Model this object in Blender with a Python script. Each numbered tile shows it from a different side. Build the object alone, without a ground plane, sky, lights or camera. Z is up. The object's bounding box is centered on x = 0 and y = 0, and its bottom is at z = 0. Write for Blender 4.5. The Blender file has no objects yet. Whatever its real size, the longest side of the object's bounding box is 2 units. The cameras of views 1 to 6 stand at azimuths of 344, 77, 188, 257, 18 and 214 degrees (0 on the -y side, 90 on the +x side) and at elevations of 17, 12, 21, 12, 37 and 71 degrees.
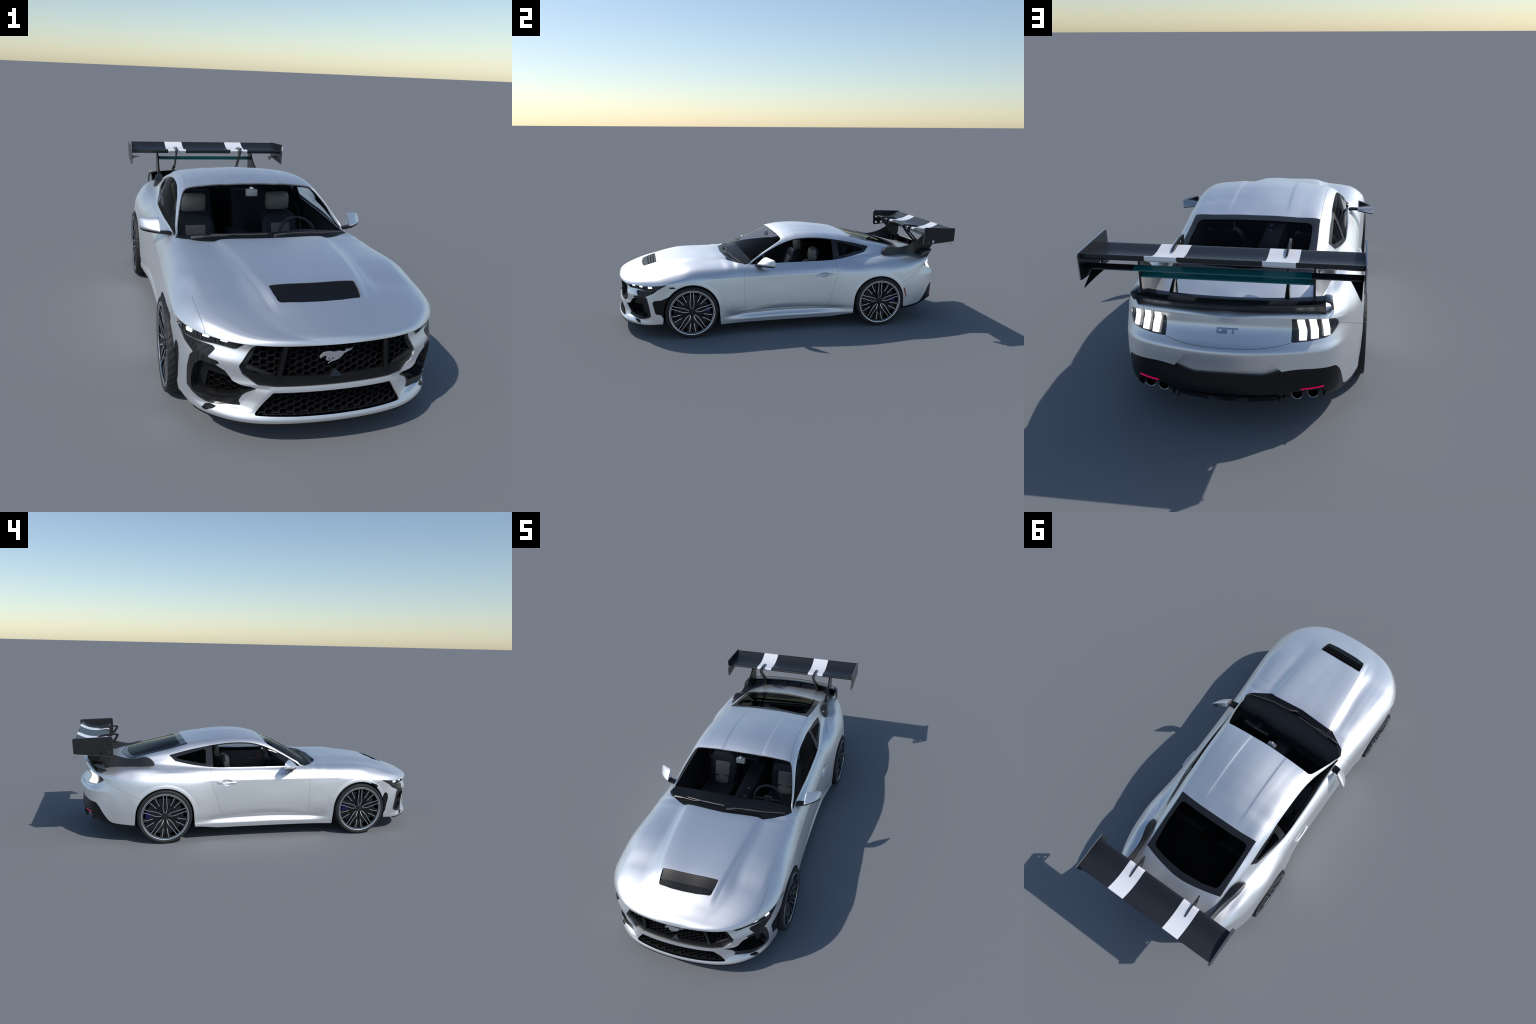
# Silver-white sports coupe with a tall black rear wing, built from lofted sections.
import bpy, math, random
import numpy as np
from mathutils import Vector, Matrix
from mathutils.bvhtree import BVHTree
random.seed(7)
# ---------------------------------------------------------------- curve tools
def pchip(xs, ys):
    xs=np.asarray(xs,float); ys=np.asarray(ys,float)
    h=np.diff(xs); d=(np.diff(ys,axis=0).T/h).T
    m=np.zeros_like(ys)
    if len(xs)>2:
        w1=2*h[1:]+h[:-1]; w2=h[1:]+2*h[:-1]
        a=d[:-1]; b=d[1:]
        if ys.ndim>1: w1=w1[:,None]; w2=w2[:,None]
        with np.errstate(divide='ignore',invalid='ignore'):
            mm=(w1+w2)/(w1/a+w2/b)
        m[1:-1]=np.where(a*b>0,mm,0)
    m[0]=d[0]; m[-1]=d[-1]
    def f(x):
        x=np.clip(np.asarray(x,float),xs[0],xs[-1])
        i=np.clip(np.searchsorted(xs,x)-1,0,len(xs)-2)
        t=(x-xs[i])/h[i]; hh=h[i]
        if ys.ndim>1: t=t[...,None]; hh=hh[...,None]
        t2=t*t; t3=t2*t
        return (2*t3-3*t2+1)*ys[i]+(t3-2*t2+t)*hh*m[i]+(-2*t3+3*t2)*ys[i+1]+(t3-t2)*hh*m[i+1]
    return f
def catmull(P, n, end_t=None):
    """centripetal-ish cubic through points P (k,d), sampled densely by chord length"""
    P=np.asarray(P,float)
    c=np.r_[0,np.cumsum(np.linalg.norm(np.diff(P,axis=0),axis=1)**0.7)]
    m=np.zeros_like(P)
    m[1:-1]=((P[2:]-P[1:-1])/(c[2:]-c[1:-1])[:,None]*(c[1:-1]-c[:-2])[:,None]+(P[1:-1]-P[:-2])/(c[1:-1]-c[:-2])[:,None]*(c[2:]-c[1:-1])[:,None])/(c[2:]-c[:-2])[:,None]
    m[0]=(P[1]-P[0])/(c[1]-c[0]); m[-1]=(P[-1]-P[-2])/(c[-1]-c[-2])
    if end_t is not None:
        for k,v in end_t.items(): m[k]=m[k]*v
    u=np.linspace(0,c[-1],n); i=np.clip(np.searchsorted(c,u)-1,0,len(c)-2)
    h=(c[i+1]-c[i]); t=((u-c[i])/h)[:,None]; h=h[:,None]; t2=t*t; t3=t2*t
    return (2*t3-3*t2+1)*P[i]+(t3-2*t2+t)*h*m[i]+(-2*t3+3*t2)*P[i+1]+(t3-t2)*h*m[i+1]
def smooth1(a, n):
    k=np.hanning(2*n+3)[1:-1]; k/=k.sum()
    p=np.concatenate([2*a[:1]-a[1:n+1][::-1],a,2*a[-1:]-a[-n-1:-1][::-1]])
    if a.ndim==1: return np.convolve(p,k,'valid')
    return np.stack([np.convolve(p[:,j],k,'valid') for j in range(a.shape[1])],1)
def arclen(P): return np.r_[0,np.cumsum(np.linalg.norm(np.diff(P,axis=0),axis=1))]
def resample(P,u):
    s=arclen(P); s/=s[-1]
    return np.stack([np.interp(u,s,P[:,k]) for k in range(P.shape[1])],1)

# ---------------------------------------------------------------- body surface
# waist ring, front centre -> side -> rear centre: x, y, z
RING=[(0,-.992,.300),(.06,-.990,.300),(.12,-.984,.300),(.18,-.9725,.300),(.225,-.957,.300),(.268,-.933,.300),(.310,-.897,.301),(.342,-.860,.302),
      (.372,-.808,.305),(.388,-.760,.310),(.3945,-.71,.318),(.3975,-.65,.328),(.3985,-.594,.332),(.395,-.52,.334),(.387,-.42,.334),(.380,-.285,.334),
      (.3755,-.12,.334),(.374,.05,.334),(.3735,.18,.334),(.374,.27,.335),(.379,.34,.336),(.3875,.43,.337),(.394,.53,.338),(.3905,.62,.340),
      (.379,.70,.343),(.359,.77,.347),(.336,.822,.353),(.311,.865,.364),(.283,.892,.372),(.24,.911,.378),(.18,.926,.382),(.12,.938,.386),(.06,.946,.389),(0,.948,.390)]
# centre-line height
CENTRE=[(-.992,.300),(-.9915,.308),(-.988,.314),(-.975,.3205),(-.945,.331),(-.91,.3445),(-.86,.3635),(-.775,.390),(-.70,.401),(-.60,.4105),(-.50,.4155),(-.43,.416),(-.385,.4135),(-.345,.407),
        (-.32,.418),(-.285,.438),(-.22,.475),(-.15,.509),(-.10,.530),(-.065,.5425),(-.02,.5555),(.05,.566),(.12,.5685),(.20,.564),(.29,.551),(.39,.529),
        (.50,.5045),(.62,.4745),(.71,.4485),(.745,.4385),(.80,.4235),(.86,.412),(.91,.405),(.935,.4005),(.948,.390)]
# sections: ring(excluded) -> centre ; (x,z) of nine control points per station
SECT={
 -.86: [(.335,.314),(.322,.326),(.295,.336),(.266,.3415),(.232,.3455),(.19,.349),(.150,.3545),(.08,.3615)],
 -.775:[(.367,.328),(.345,.344),(.318,.355),(.287,.361),(.25,.365),(.205,.369),(.162,.380),(.085,.388)],
 -.68: [(.377,.343),(.350,.363),(.325,.377),(.291,.383),(.25,.386),(.203,.388),(.172,.395),(.088,.4015)],
 -.594:[(.381,.357),(.355,.378),(.325,.390),(.290,.395),(.25,.397),(.205,.3975),(.178,.403),(.09,.4095)],
 -.50: [(.377,.358),(.354,.379),(.326,.391),(.291,.397),(.253,.3985),(.211,.3995),(.184,.406),(.092,.4135)],
 -.42: [(.372,.358),(.352,.378),(.325,.3905),(.292,.397),(.255,.400),(.217,.401),(.188,.4075),(.094,.4145)],
 -.345:[(.3695,.3585),(.3505,.3795),(.3235,.3925),(.295,.3985),(.262,.400),(.228,.401),(.19,.4025),(.095,.406)],
 -.285:[(.3670,.3585),(.3475,.3803),(.3215,.3955),(.317,.398),(.309,.401),(.288,.406),(.20,.425),(.10,.435)],
 -.22: [(.364,.358),(.344,.380),(.321,.3945),(.317,.400),(.311,.424),(.297,.434),(.20,.462),(.10,.472)],
 -.15: [(.364,.358),(.344,.380),(.322,.394),(.316,.412),(.300,.461),(.279,.474),(.19,.497),(.095,.506)],
 -.05: [(.363,.358),(.344,.380),(.325,.395),(.313,.436),(.285,.501),(.256,.5245),(.17,.5395),(.085,.5455)],
 .10:  [(.363,.358),(.345,.380),(.326,.397),(.311,.446),(.281,.519),(.249,.543),(.16,.560),(.08,.5665)],
 .26:  [(.364,.360),(.344,.383),(.322,.401),(.302,.450),(.272,.509),(.240,.533),(.15,.548),(.075,.554)],
 .33:  [(.364,.361),(.341,.385),(.315,.404),(.298,.447),(.270,.500),(.237,.5255),(.15,.5385),(.075,.5425)],
 .39:  [(.368,.363),(.340,.387),(.307,.408),(.292,.444),(.267,.489),(.234,.5165),(.15,.525),(.075,.529)],
 .50:  [(.380,.367),(.342,.394),(.299,.413),(.281,.440),(.261,.470),(.236,.487),(.15,.498),(.075,.503)],
 .62:  [(.370,.368),(.339,.399),(.292,.411),(.268,.429),(.251,.4505),(.235,.460),(.15,.4705),(.075,.4735)],
 .71:  [(.357,.370),(.331,.396),(.292,.404),(.269,.411),(.252,.425),(.234,.4355),(.15,.4455),(.075,.448)],
 .80:  [(.337,.370),(.313,.388),(.290,.397),(.270,.402),(.252,.409),(.23,.414),(.15,.4205),(.075,.423)],
 .86:  [(.307,.376),(.292,.387),(.274,.393),(.257,.397),(.237,.400),(.21,.403),(.14,.4065),(.07,.408)]}
# wall below the ring: profiles (z, outward offset) keyed by the ring station
WALL={
 -.985:[(.300,0),(.285,-.006),(.240,-.008),(.190,-.003),(.172,.000),(.130,-.005),(.105,-.003),(.098,.004),(.088,.0075),(.078,.003)],
 -.953:[(.300,0),(.286,-.009),(.2415,.000),(.200,-.003),(.172,.002),(.130,-.003),(.105,.001),(.098,.005),(.088,.0085),(.078,.004)],
 -.897:[(.301,0),(.287,-.010),(.2445,.005),(.200,.002),(.150,.004),(.120,.002),(.104,.002),(.097,.007),(.086,.009),(.077,.004)],
 -.860:[(.302,0),(.287,-.005),(.240,.006),(.190,.009),(.150,.006),(.120,.002),(.100,.000),(.093,.002),(.084,.003),(.076,0)],
 -.808:[(.305,0),(.285,.000),(.240,.004),(.190,.005),(.150,.002),(.120,-.001),(.105,-.003),(.098,-.004),(.090,-.004),(.080,-.006)],
 -.760:[(.310,0),(.280,-.001),(.240,-.002),(.190,-.003),(.150,-.004),(.120,-.006),(.105,-.007),(.098,-.008),(.092,-.009),(.085,-.010)],
 -.594:[(.332,0),(.300,.001),(.240,-.001),(.190,-.002),(.150,-.003),(.120,-.004),(.105,-.005),(.095,-.006),(.085,-.007),(.074,-.008)],
 -.43: [(.334,0),(.300,.003),(.240,.006),(.190,.006),(.150,.004),(.120,.003),(.105,.002),(.095,.001),(.085,.000),(.064,-.003)],
 -.36: [(.334,0),(.300,.003),(.240,.005),(.190,.006),(.150,.003),(.120,-.005),(.108,-.009),(.098,-.007),(.088,-.006),(.064,-.009)],
 -.27: [(.334,0),(.300,.002),(.240,.004),(.190,.004),(.150,.002),(.134,.000),(.116,-.019),(.100,-.013),(.090,-.008),(.064,-.012)],
 -.06: [(.334,0),(.300,.001),(.240,.003),(.190,.003),(.158,.001),(.140,-.006),(.120,-.022),(.107,-.017),(.094,-.008),(.064,-.012)],
 .10: [(.334,0),(.300,.001),(.240,.002),(.190,.002),(.154,.000),(.138,-.004),(.118,-.021),(.104,-.015),(.092,-.008),(.064,-.012)],
 .22: [(.335,0),(.300,.002),(.240,.003),(.190,.003),(.150,.001),(.133,-.002),(.115,-.013),(.102,-.009),(.092,-.005),(.064,-.010)],
 .34:  [(.336,0),(.300,.004),(.240,.008),(.190,.009),(.150,.009),(.133,.008),(.115,.006),(.102,.006),(.092,.007),(.080,.005)],
 .53:  [(.338,0),(.300,.003),(.240,.004),(.190,.004),(.150,.003),(.133,.003),(.120,.003),(.110,.002),(.10,.002),(.088,.001)],
 .70:  [(.343,0),(.310,.003),(.270,.007),(.240,.009),(.200,.009),(.170,.008),(.150,.006),(.130,.004),(.112,.003),(.091,0)],
 .77:  [(.347,0),(.330,.001),(.300,.005),(.280,.007),(.250,.010),(.222,.011),(.190,.011),(.150,.008),(.125,.005),(.094,0)],
 .822: [(.353,0),(.335,.001),(.303,.008),(.287,.011),(.262,.013),(.222,.014),(.190,.012),(.150,.008),(.128,.005),(.102,0)],
 .865: [(.364,0),(.345,.000),(.306,.013),(.287,.020),(.270,.020),(.222,.021),(.190,.021),(.155,.019),(.135,.016),(.118,.009)],
 .907: [(.376,0),(.350,-.006),(.310,.014),(.288,.029),(.272,.029),(.222,.026),(.190,.026),(.158,.024),(.140,.021),(.126,.012)],
 .948: [(.390,0),(.357,-.020),(.310,.010),(.289,.034),(.276,.033),(.214,.022),(.190,.024),(.160,.026),(.143,.023),(.130,.014)]}
NS,NA,NB=460,150,84
def body_grid():
    ring=catmull(RING,4000,{0:np.array([1,0,0]),-1:np.array([1,0,0])})
    ring=smooth1(ring,60); ring[0,0]=0; ring[-1,0]=0
    ring=resample(ring,np.linspace(0,1,NS))
    ring[:,1]=np.maximum.accumulate(ring[:,1]+np.arange(NS)*1e-7)
    y=ring[:,1]
    yd=np.linspace(y[0],y[-1],3000)
    cz=np.array(CENTRE); czd=smooth1(pchip(cz[:,0],cz[:,1])(yd),16); 
    zc=np.interp(y,yd,czd); zc=np.maximum(zc,ring[:,2]); zc[0]=ring[0,2]; zc[-1]=ring[-1,2]
    # ratios
    rx=pchip([r[1] for r in RING],[r[0] for r in RING]); rz=pchip([r[1] for r in RING],[r[2] for r in RING]); zf=pchip(cz[:,0],cz[:,1])
    ks=[k for k in sorted(SECT) if not isinstance(SECT[k],str)]
    rat=[]
    for k in ks:
        S=np.array(SECT[k]); x0=rx(k); z0=rz(k); z1=zf(k)
        rat.append(np.stack([S[:,0]/x0,(S[:,1]-z0)/(z1-z0)],1).ravel())
    kk=[-.99]+ks+[.94]; rat=[rat[0]]+rat+[rat[-1]]
    ratd=smooth1(pchip(kk,np.array(rat))(yd),28)
    R=np.stack([np.interp(y,yd,ratd[:,j]) for j in range(ratd.shape[1])],1).reshape(NS,-1,2)
    A=np.zeros((NS,NA,3))
    w=np.linspace(0,1,NA)
    for i in range(NS):
        x0,z0=ring[i,0],ring[i,2]
        P=np.concatenate([[[1,0]],R[i],[[0,1.]]])
        Q=P*[x0,zc[i]-z0]+[0,z0]
        if x0<1e-6: A[i]=[0,y[i],z0]; continue
        c=catmull(Q,400,{-1:np.array([1,0])})
        c=smooth1(c,4); c[0]=Q[0]; c[-1]=[0,c[-1,1]]
        c=resample(c,w)
        A[i]=np.stack([c[:,0],np.full(NA,y[i]),c[:,1]],1)
    A=A.copy()
    # wall
    tan=np.gradient(ring[:,:2],axis=0); nrm=np.stack([tan[:,1],-tan[:,0]],1); nrm/=np.linalg.norm(nrm,axis=1)[:,None]
    nrm=smooth1(nrm,6); nrm[0]=[0,-1]; nrm[-1]=[0,1]; nrm/=np.linalg.norm(nrm,axis=1)[:,None]
    wk=sorted(WALL); W=np.array([np.array(WALL[k]).ravel() for k in wk])
    W=pchip(wk,W)(y); 
    # smooth along arc
    W=smooth1(W,8).reshape(NS,-1,2)
    B=np.zeros((NS,NB,3))
    for i in range(NS):
        pr=W[i].copy(); pr[0]=[ring[i,2],0]
        c=catmull(pr,400); c=smooth1(c,3); c[0]=pr[0]
        c=resample(c,np.linspace(0,1,NB))
        B[i,:,0]=ring[i,0]+nrm[i,0]*c[:,1]; B[i,:,1]=y[i]+nrm[i,1]*c[:,1]; B[i,:,2]=c[:,0]
    B[0,:,0]=0; B[-1,:,0]=0
    G=np.concatenate([B[:,::-1],A[:,1:]],1)   # bottom -> ring -> centre
    # round the waist crease off over the rear haunch and the front wing
    yy=ring[:,1]; jj=np.arange(G.shape[1])-(NB-1)
    wgt=np.clip((yy-.28)/.14,0,1)*np.clip((.82-yy)/.06,0,1)+.6*np.clip((-.46-yy)/.10,0,1)*np.clip((yy+.74)/.08,0,1)
    win=np.clip((18-np.abs(jj))/8,0,1)
    W2=(wgt[:,None]*win[None,:])[:,:,None]
    for _ in range(70):
        A2=G.copy(); A2[:,1:-1]=.25*G[:,:-2]+.5*G[:,1:-1]+.25*G[:,2:]
        G=G*(1-W2)+A2*W2
    return G
def grid_tris(G):
    n,m=G.shape[:2]
    V=G.reshape(-1,3); id=np.arange(n*m).reshape(n,m)
    a,b,c,d=id[:-1,:-1].ravel(),id[1:,:-1].ravel(),id[1:,1:].ravel(),id[:-1,1:].ravel()
    F=np.concatenate([np.stack([a,b,c],1),np.stack([a,c,d],1)])
    return V,F
def merge(V,F,tol=1e-6):
    k=np.round(V/tol).astype(np.int64)
    _,first,inv=np.unique(k,axis=0,return_index=True,return_inverse=True)
    inv=inv.ravel()
    V=V[first]; F=inv[F]
    ok=(F[:,0]!=F[:,1])&(F[:,1]!=F[:,2])&(F[:,0]!=F[:,2])
    return V,F[ok]
def vnormals(V,F):
    fn=np.cross(V[F[:,1]]-V[F[:,0]],V[F[:,2]]-V[F[:,0]])
    N=np.zeros_like(V)
    for k in range(3): np.add.at(N,F[:,k],fn)
    l=np.linalg.norm(N,axis=1); l[l==0]=1
    return N/l[:,None]
# ---------------------------------------------------------------- mesh cutting tools
class Shell:
    """triangle shell with vertex normals and one label per triangle; cut() splits it along field = 0"""
    def __init__(s,V,F,N,cap): s.V,s.F,s.N,s.cap=V,F,N,cap; s.L=np.zeros(len(F),int); s.names=['']
    def lab(s,n):
        if n not in s.names: s.names.append(n)
        return s.names.index(n)
    def cen(s): return s.V[s.F].mean(1)
    def cut(s,field,gate,name=None,only=('',)):
        """name=None: split only (labels kept); otherwise the inside gets the label"""
        ids=[s.lab(o) for o in only]
        sel=np.isin(s.L,ids); c=s.cen(); sel&=gate(c,s.cap)
        idx=np.nonzero(sel)[0]
        if not len(idx): return
        T=s.F[idx]; uv=np.unique(T); fv=np.full(len(s.V),1.0); fv[uv]=field(s.V[uv])
        fv[np.abs(fv)<1e-7]=1e-7
        ins=fv[T]<0; k=ins.sum(1)
        new=s.lab(name) if name is not None else None
        if new is not None: s.L[idx[k==3]]=new
        mi=(k==1)|(k==2)
        if not mi.any(): return
        Tm=T[mi]; im=ins[mi]; odd=np.where((k[mi]==1)[:,None],im,~im).argmax(1)
        r=np.arange(len(Tm)); o,p,q=Tm[r,odd],Tm[r,(odd+1)%3],Tm[r,(odd+2)%3]
        e=np.sort(np.concatenate([np.stack([o,p],1),np.stack([o,q],1)]),1)
        ue,inv=np.unique(e,axis=0,return_inverse=True); inv=inv.ravel()
        t=(fv[ue[:,0]]/(fv[ue[:,0]]-fv[ue[:,1]]))[:,None]
        nv=s.V[ue[:,0]]*(1-t)+s.V[ue[:,1]]*t; nn=s.N[ue[:,0]]*(1-t)+s.N[ue[:,1]]*t
        nn/=np.linalg.norm(nn,axis=1)[:,None]+1e-12
        b=len(s.V); s.V=np.concatenate([s.V,nv]); s.N=np.concatenate([s.N,nn])
        op=inv[:len(o)]+b; oq=inv[len(o):]+b
        oin=k[mi]==1; ids_m=idx[mi]; old=s.L[ids_m]
        lo=np.where(oin,new,old) if new is not None else old
        lr=np.where(oin,old,new) if new is not None else old
        s.F[ids_m]=np.stack([o,op,oq],1); s.L[ids_m]=lo
        s.F=np.concatenate([s.F,np.stack([op,p,q],1),np.stack([op,q,oq],1)])
        s.L=np.concatenate([s.L,lr,lr]); s.cap=np.concatenate([s.cap,s.cap[ids_m],s.cap[ids_m]])
    def seam(s,field,gate,w=.0008,only=('',),inside=None):
        s.cut(lambda P: field(P)+w,gate,inside if inside else None,only)
        s.cut(lambda P: field(P)-w,lambda c,cap: gate(c,cap)&(field(c)>-w*.999),'panel_gap_strip',only)
    def mask(s,*names): return np.isin(s.L,[s.lab(n) for n in names])
def sdf(poly):
    P=np.asarray(poly,float); A=P; B=np.roll(P,-1,axis=0)
    def f(q):
        q=np.asarray(q); out=np.empty(len(q))
        for i0 in range(0,len(q),20000):
            p=q[i0:i0+20000][:,None,:]; ab=B-A; ap=p-A
            t=np.clip((ap*ab).sum(2)/((ab*ab).sum(1)+1e-18),0,1)
            d=np.sqrt((((ap-t[:,:,None]*ab))**2).sum(2)).min(1)
            cr=((A[:,1]>p[:,:,1])!=(B[:,1]>p[:,:,1]))
            with np.errstate(all='ignore'):
                xi=(B[:,0]-A[:,0])*(p[:,:,1]-A[:,1])/(B[:,1]-A[:,1])+A[:,0]
            ins=(cr&(p[:,:,0]<xi)).sum(1)%2==1
            out[i0:i0+20000]=np.where(ins,-d,d)
        return out
    return f
def rounded(poly,r,n=6):
    P=np.asarray(poly,float); out=[]
    r=[r]*len(P) if np.isscalar(r) else r
    for i in range(len(P)):
        a,b,c=P[i-1],P[i],P[(i+1)%len(P)]
        u=a-b; v=c-b; lu=np.linalg.norm(u); lv=np.linalg.norm(v); u/=lu; v/=lv
        ang=math.acos(np.clip(u@v,-1,1)); d=min(r[i]/max(math.tan(ang/2),1e-3),lu*.45,lv*.45)
        if d<1e-6 or r[i]==0: out.append(b); continue
        p0=b+u*d; p1=b+v*d
        for k in range(n+1):
            t=k/n; out.append((1-t)**2*p0+2*t*(1-t)*b+t*t*p1)
    return np.array(out)
def spl(pts,n=60): return catmull(pts,n)
XZ=lambda f:(lambda P:f(np.stack([np.abs(P[:,0]),P[:,2]],1)))
XY=lambda f:(lambda P:f(np.stack([np.abs(P[:,0]),P[:,1]],1)))
YZ=lambda f:(lambda P:f(P[:,1:3]))
AZ=lambda f:(lambda P:f(np.stack([np.abs(P[:,0])+P[:,1],P[:,2]],1)))   # unrolled front corner
BZ=lambda f:(lambda P:f(np.stack([np.abs(P[:,0])-P[:,1],P[:,2]],1)))   # unrolled rear corner

# ---------------------------------------------------------------- scene tools
col=bpy.context.scene.collection
def link(o,parent=None):
    col.objects.link(o)
    if parent is not None: o.parent=parent
    return o
def mesh_obj(name,V,F,mat,parent=None,N=None,smooth=True,sharp=None,midx=None):
    me=bpy.data.meshes.new(name)
    V=np.asarray(V,float)
    if isinstance(F,np.ndarray):
        F=F.astype(np.int32); nf,k=F.shape
        me.vertices.add(len(V)); me.vertices.foreach_set('co',V.ravel())
        me.loops.add(nf*k); me.loops.foreach_set('vertex_index',F.ravel())
        me.polygons.add(nf); me.polygons.foreach_set('loop_start',np.arange(nf,dtype=np.int32)*k)
        me.update(calc_edges=True); me.validate()
    else: me.from_pydata(V.tolist(),[],F); me.update()
    for m in (mat if isinstance(mat,(list,tuple)) else [mat]): me.materials.append(m)
    if midx is not None and len(midx)==len(me.polygons): me.polygons.foreach_set('material_index',np.asarray(midx,np.int32))
    if smooth: me.polygons.foreach_set('use_smooth',[True]*len(me.polygons))
    if N is not None and len(N)==len(me.vertices): me.normals_split_custom_set_from_vertices(np.asarray(N).tolist())
    elif sharp is not None: me.set_sharp_from_angle(angle=math.radians(sharp))
    return link(bpy.data.objects.new(name,me),parent)
def empty(name,parent=None,loc=(0,0,0)):
    o=bpy.data.objects.new(name,None); o.empty_display_size=.05; o.location=loc; return link(o,parent)
class Geo:
    def __init__(s): s.V=[]; s.F=[]
    def add(s,V,F):
        b=len(s.V); s.V+= [tuple(map(float,v)) for v in V]; s.F+=[tuple(i+b for i in f) for f in F]; return s
    def box(s,c,h,R=None):
        v=[Vector((sx*h[0],sy*h[1],sz*h[2])) for sx in (-1,1) for sy in (-1,1) for sz in (-1,1)]
        if R is not None: v=[R@p for p in v]
        return s.add([p+Vector(c) for p in v],[(0,1,3,2),(4,6,7,5),(0,4,5,1),(2,3,7,6),(0,2,6,4),(1,5,7,3)])
    def prism(s,poly,to3,d0,d1):
        """closed polygon (list of 2d) extruded between depths d0,d1; to3(u,v,d)->xyz"""
        n=len(poly); A=[to3(u,v,d0) for u,v in poly]; B=[to3(u,v,d1) for u,v in poly]
        return s.add(A+B,[tuple(range(n))[::-1],tuple(range(n,2*n))]+[(i,(i+1)%n,n+(i+1)%n,n+i) for i in range(n)])
    def tube(s,pts,r,k=8,closed=False):
        pts=[Vector(p) for p in pts]; n=len(pts); rings=[]
        rr=[r]*n if np.isscalar(r) else r
        for i,p in enumerate(pts):
            a=pts[(i-1)%n] if (i>0 or closed) else p; b=pts[(i+1)%n] if (i<n-1 or closed) else p
            t=(b-a).normalized(); u=t.cross(Vector((0.13,.31,1))).normalized(); w=t.cross(u)
            rings.append([p+u*math.cos(2*math.pi*j/k)*rr[i]+w*math.sin(2*math.pi*j/k)*rr[i] for j in range(k)])
        V=[v for r_ in rings for v in r_]; F=[]
        for i in range(n if closed else n-1):
            i2=(i+1)%n
            for j in range(k): F.append((i*k+j,i*k+(j+1)%k,i2*k+(j+1)%k,i2*k+j))
        if not closed: F+=[tuple(range(k))[::-1],tuple((n-1)*k+j for j in range(k))]
        return s.add(V,F)
    def loft(s,rings,caps=True,closed=True):
        k=len(rings[0]); V=[v for r in rings for v in r]; F=[]
        for i in range(len(rings)-1):
            for j in range(k if closed else k-1): F.append((i*k+j,i*k+(j+1)%k,(i+1)*k+(j+1)%k,(i+1)*k+j))
        if caps: F+=[tuple(range(k))[::-1],tuple((len(rings)-1)*k+j for j in range(k))]
        return s.add(V,F)
    def lathe(s,prof,n=96,closed=False):
        """profile (radius, x) turned about the x axis"""
        V=[];F=[];k=len(prof)
        for i in range(n):
            a=2*math.pi*i/n
            V+=[(x,r*math.cos(a),r*math.sin(a)) for r,x in prof]
        for i in range(n):
            i2=(i+1)%n
            for j in range(k if closed else k-1): F.append((i*k+j,i*k+(j+1)%k,i2*k+(j+1)%k,i2*k+j))
        return s.add(V,F)
    def obj(s,name,mat,parent=None,sharp=30,bevel=0,seg=2,smooth=True,fix=True):
        o=mesh_obj(name,s.V,[list(f) for f in s.F],mat,parent,smooth=smooth)
        me=o.data
        import bmesh
        if fix or bevel:
            bm=bmesh.new(); bm.from_mesh(me)
            if fix: bmesh.ops.recalc_face_normals(bm,faces=bm.faces)
            if bevel:
                ed=[e for e in bm.edges if len(e.link_faces)==2 and e.calc_face_angle(0)>math.radians(35)]
                bmesh.ops.bevel(bm,geom=ed,offset=bevel,segments=seg,profile=.5,affect='EDGES',clamp_overlap=True)
            bm.to_mesh(me); bm.free()
            if smooth: me.polygons.foreach_set('use_smooth',[True]*len(me.polygons))
        if smooth and sharp: me.set_sharp_from_angle(angle=math.radians(sharp))
        return o
def plate_with_holes(name,outer,holes,to_obj,thick,mat,parent,bevel=.0008):
    """flat plate from a filled 2d curve"""
    cu=bpy.data.curves.new(name,'CURVE'); cu.dimensions='2D'; cu.fill_mode='BOTH'; cu.extrude=thick/2-bevel; cu.bevel_depth=bevel; cu.bevel_resolution=1
    for P in [outer]+holes:
        sp=cu.splines.new('POLY'); sp.points.add(len(P)-1); sp.use_cyclic_u=True
        for i,(u,v) in enumerate(P): sp.points[i].co=(u,v,0,1)
    t=bpy.data.objects.new(name,cu); col.objects.link(t)
    me=bpy.data.meshes.new_from_object(t.evaluated_get(bpy.context.evaluated_depsgraph_get()))
    bpy.data.objects.remove(t); bpy.data.curves.remove(cu)
    me.transform(to_obj); me.name=name; me.materials.clear(); me.materials.append(mat)
    me.polygons.foreach_set('use_smooth',[True]*len(me.polygons)); me.set_sharp_from_angle(angle=math.radians(30))
    return link(bpy.data.objects.new(name,me),parent)

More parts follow.
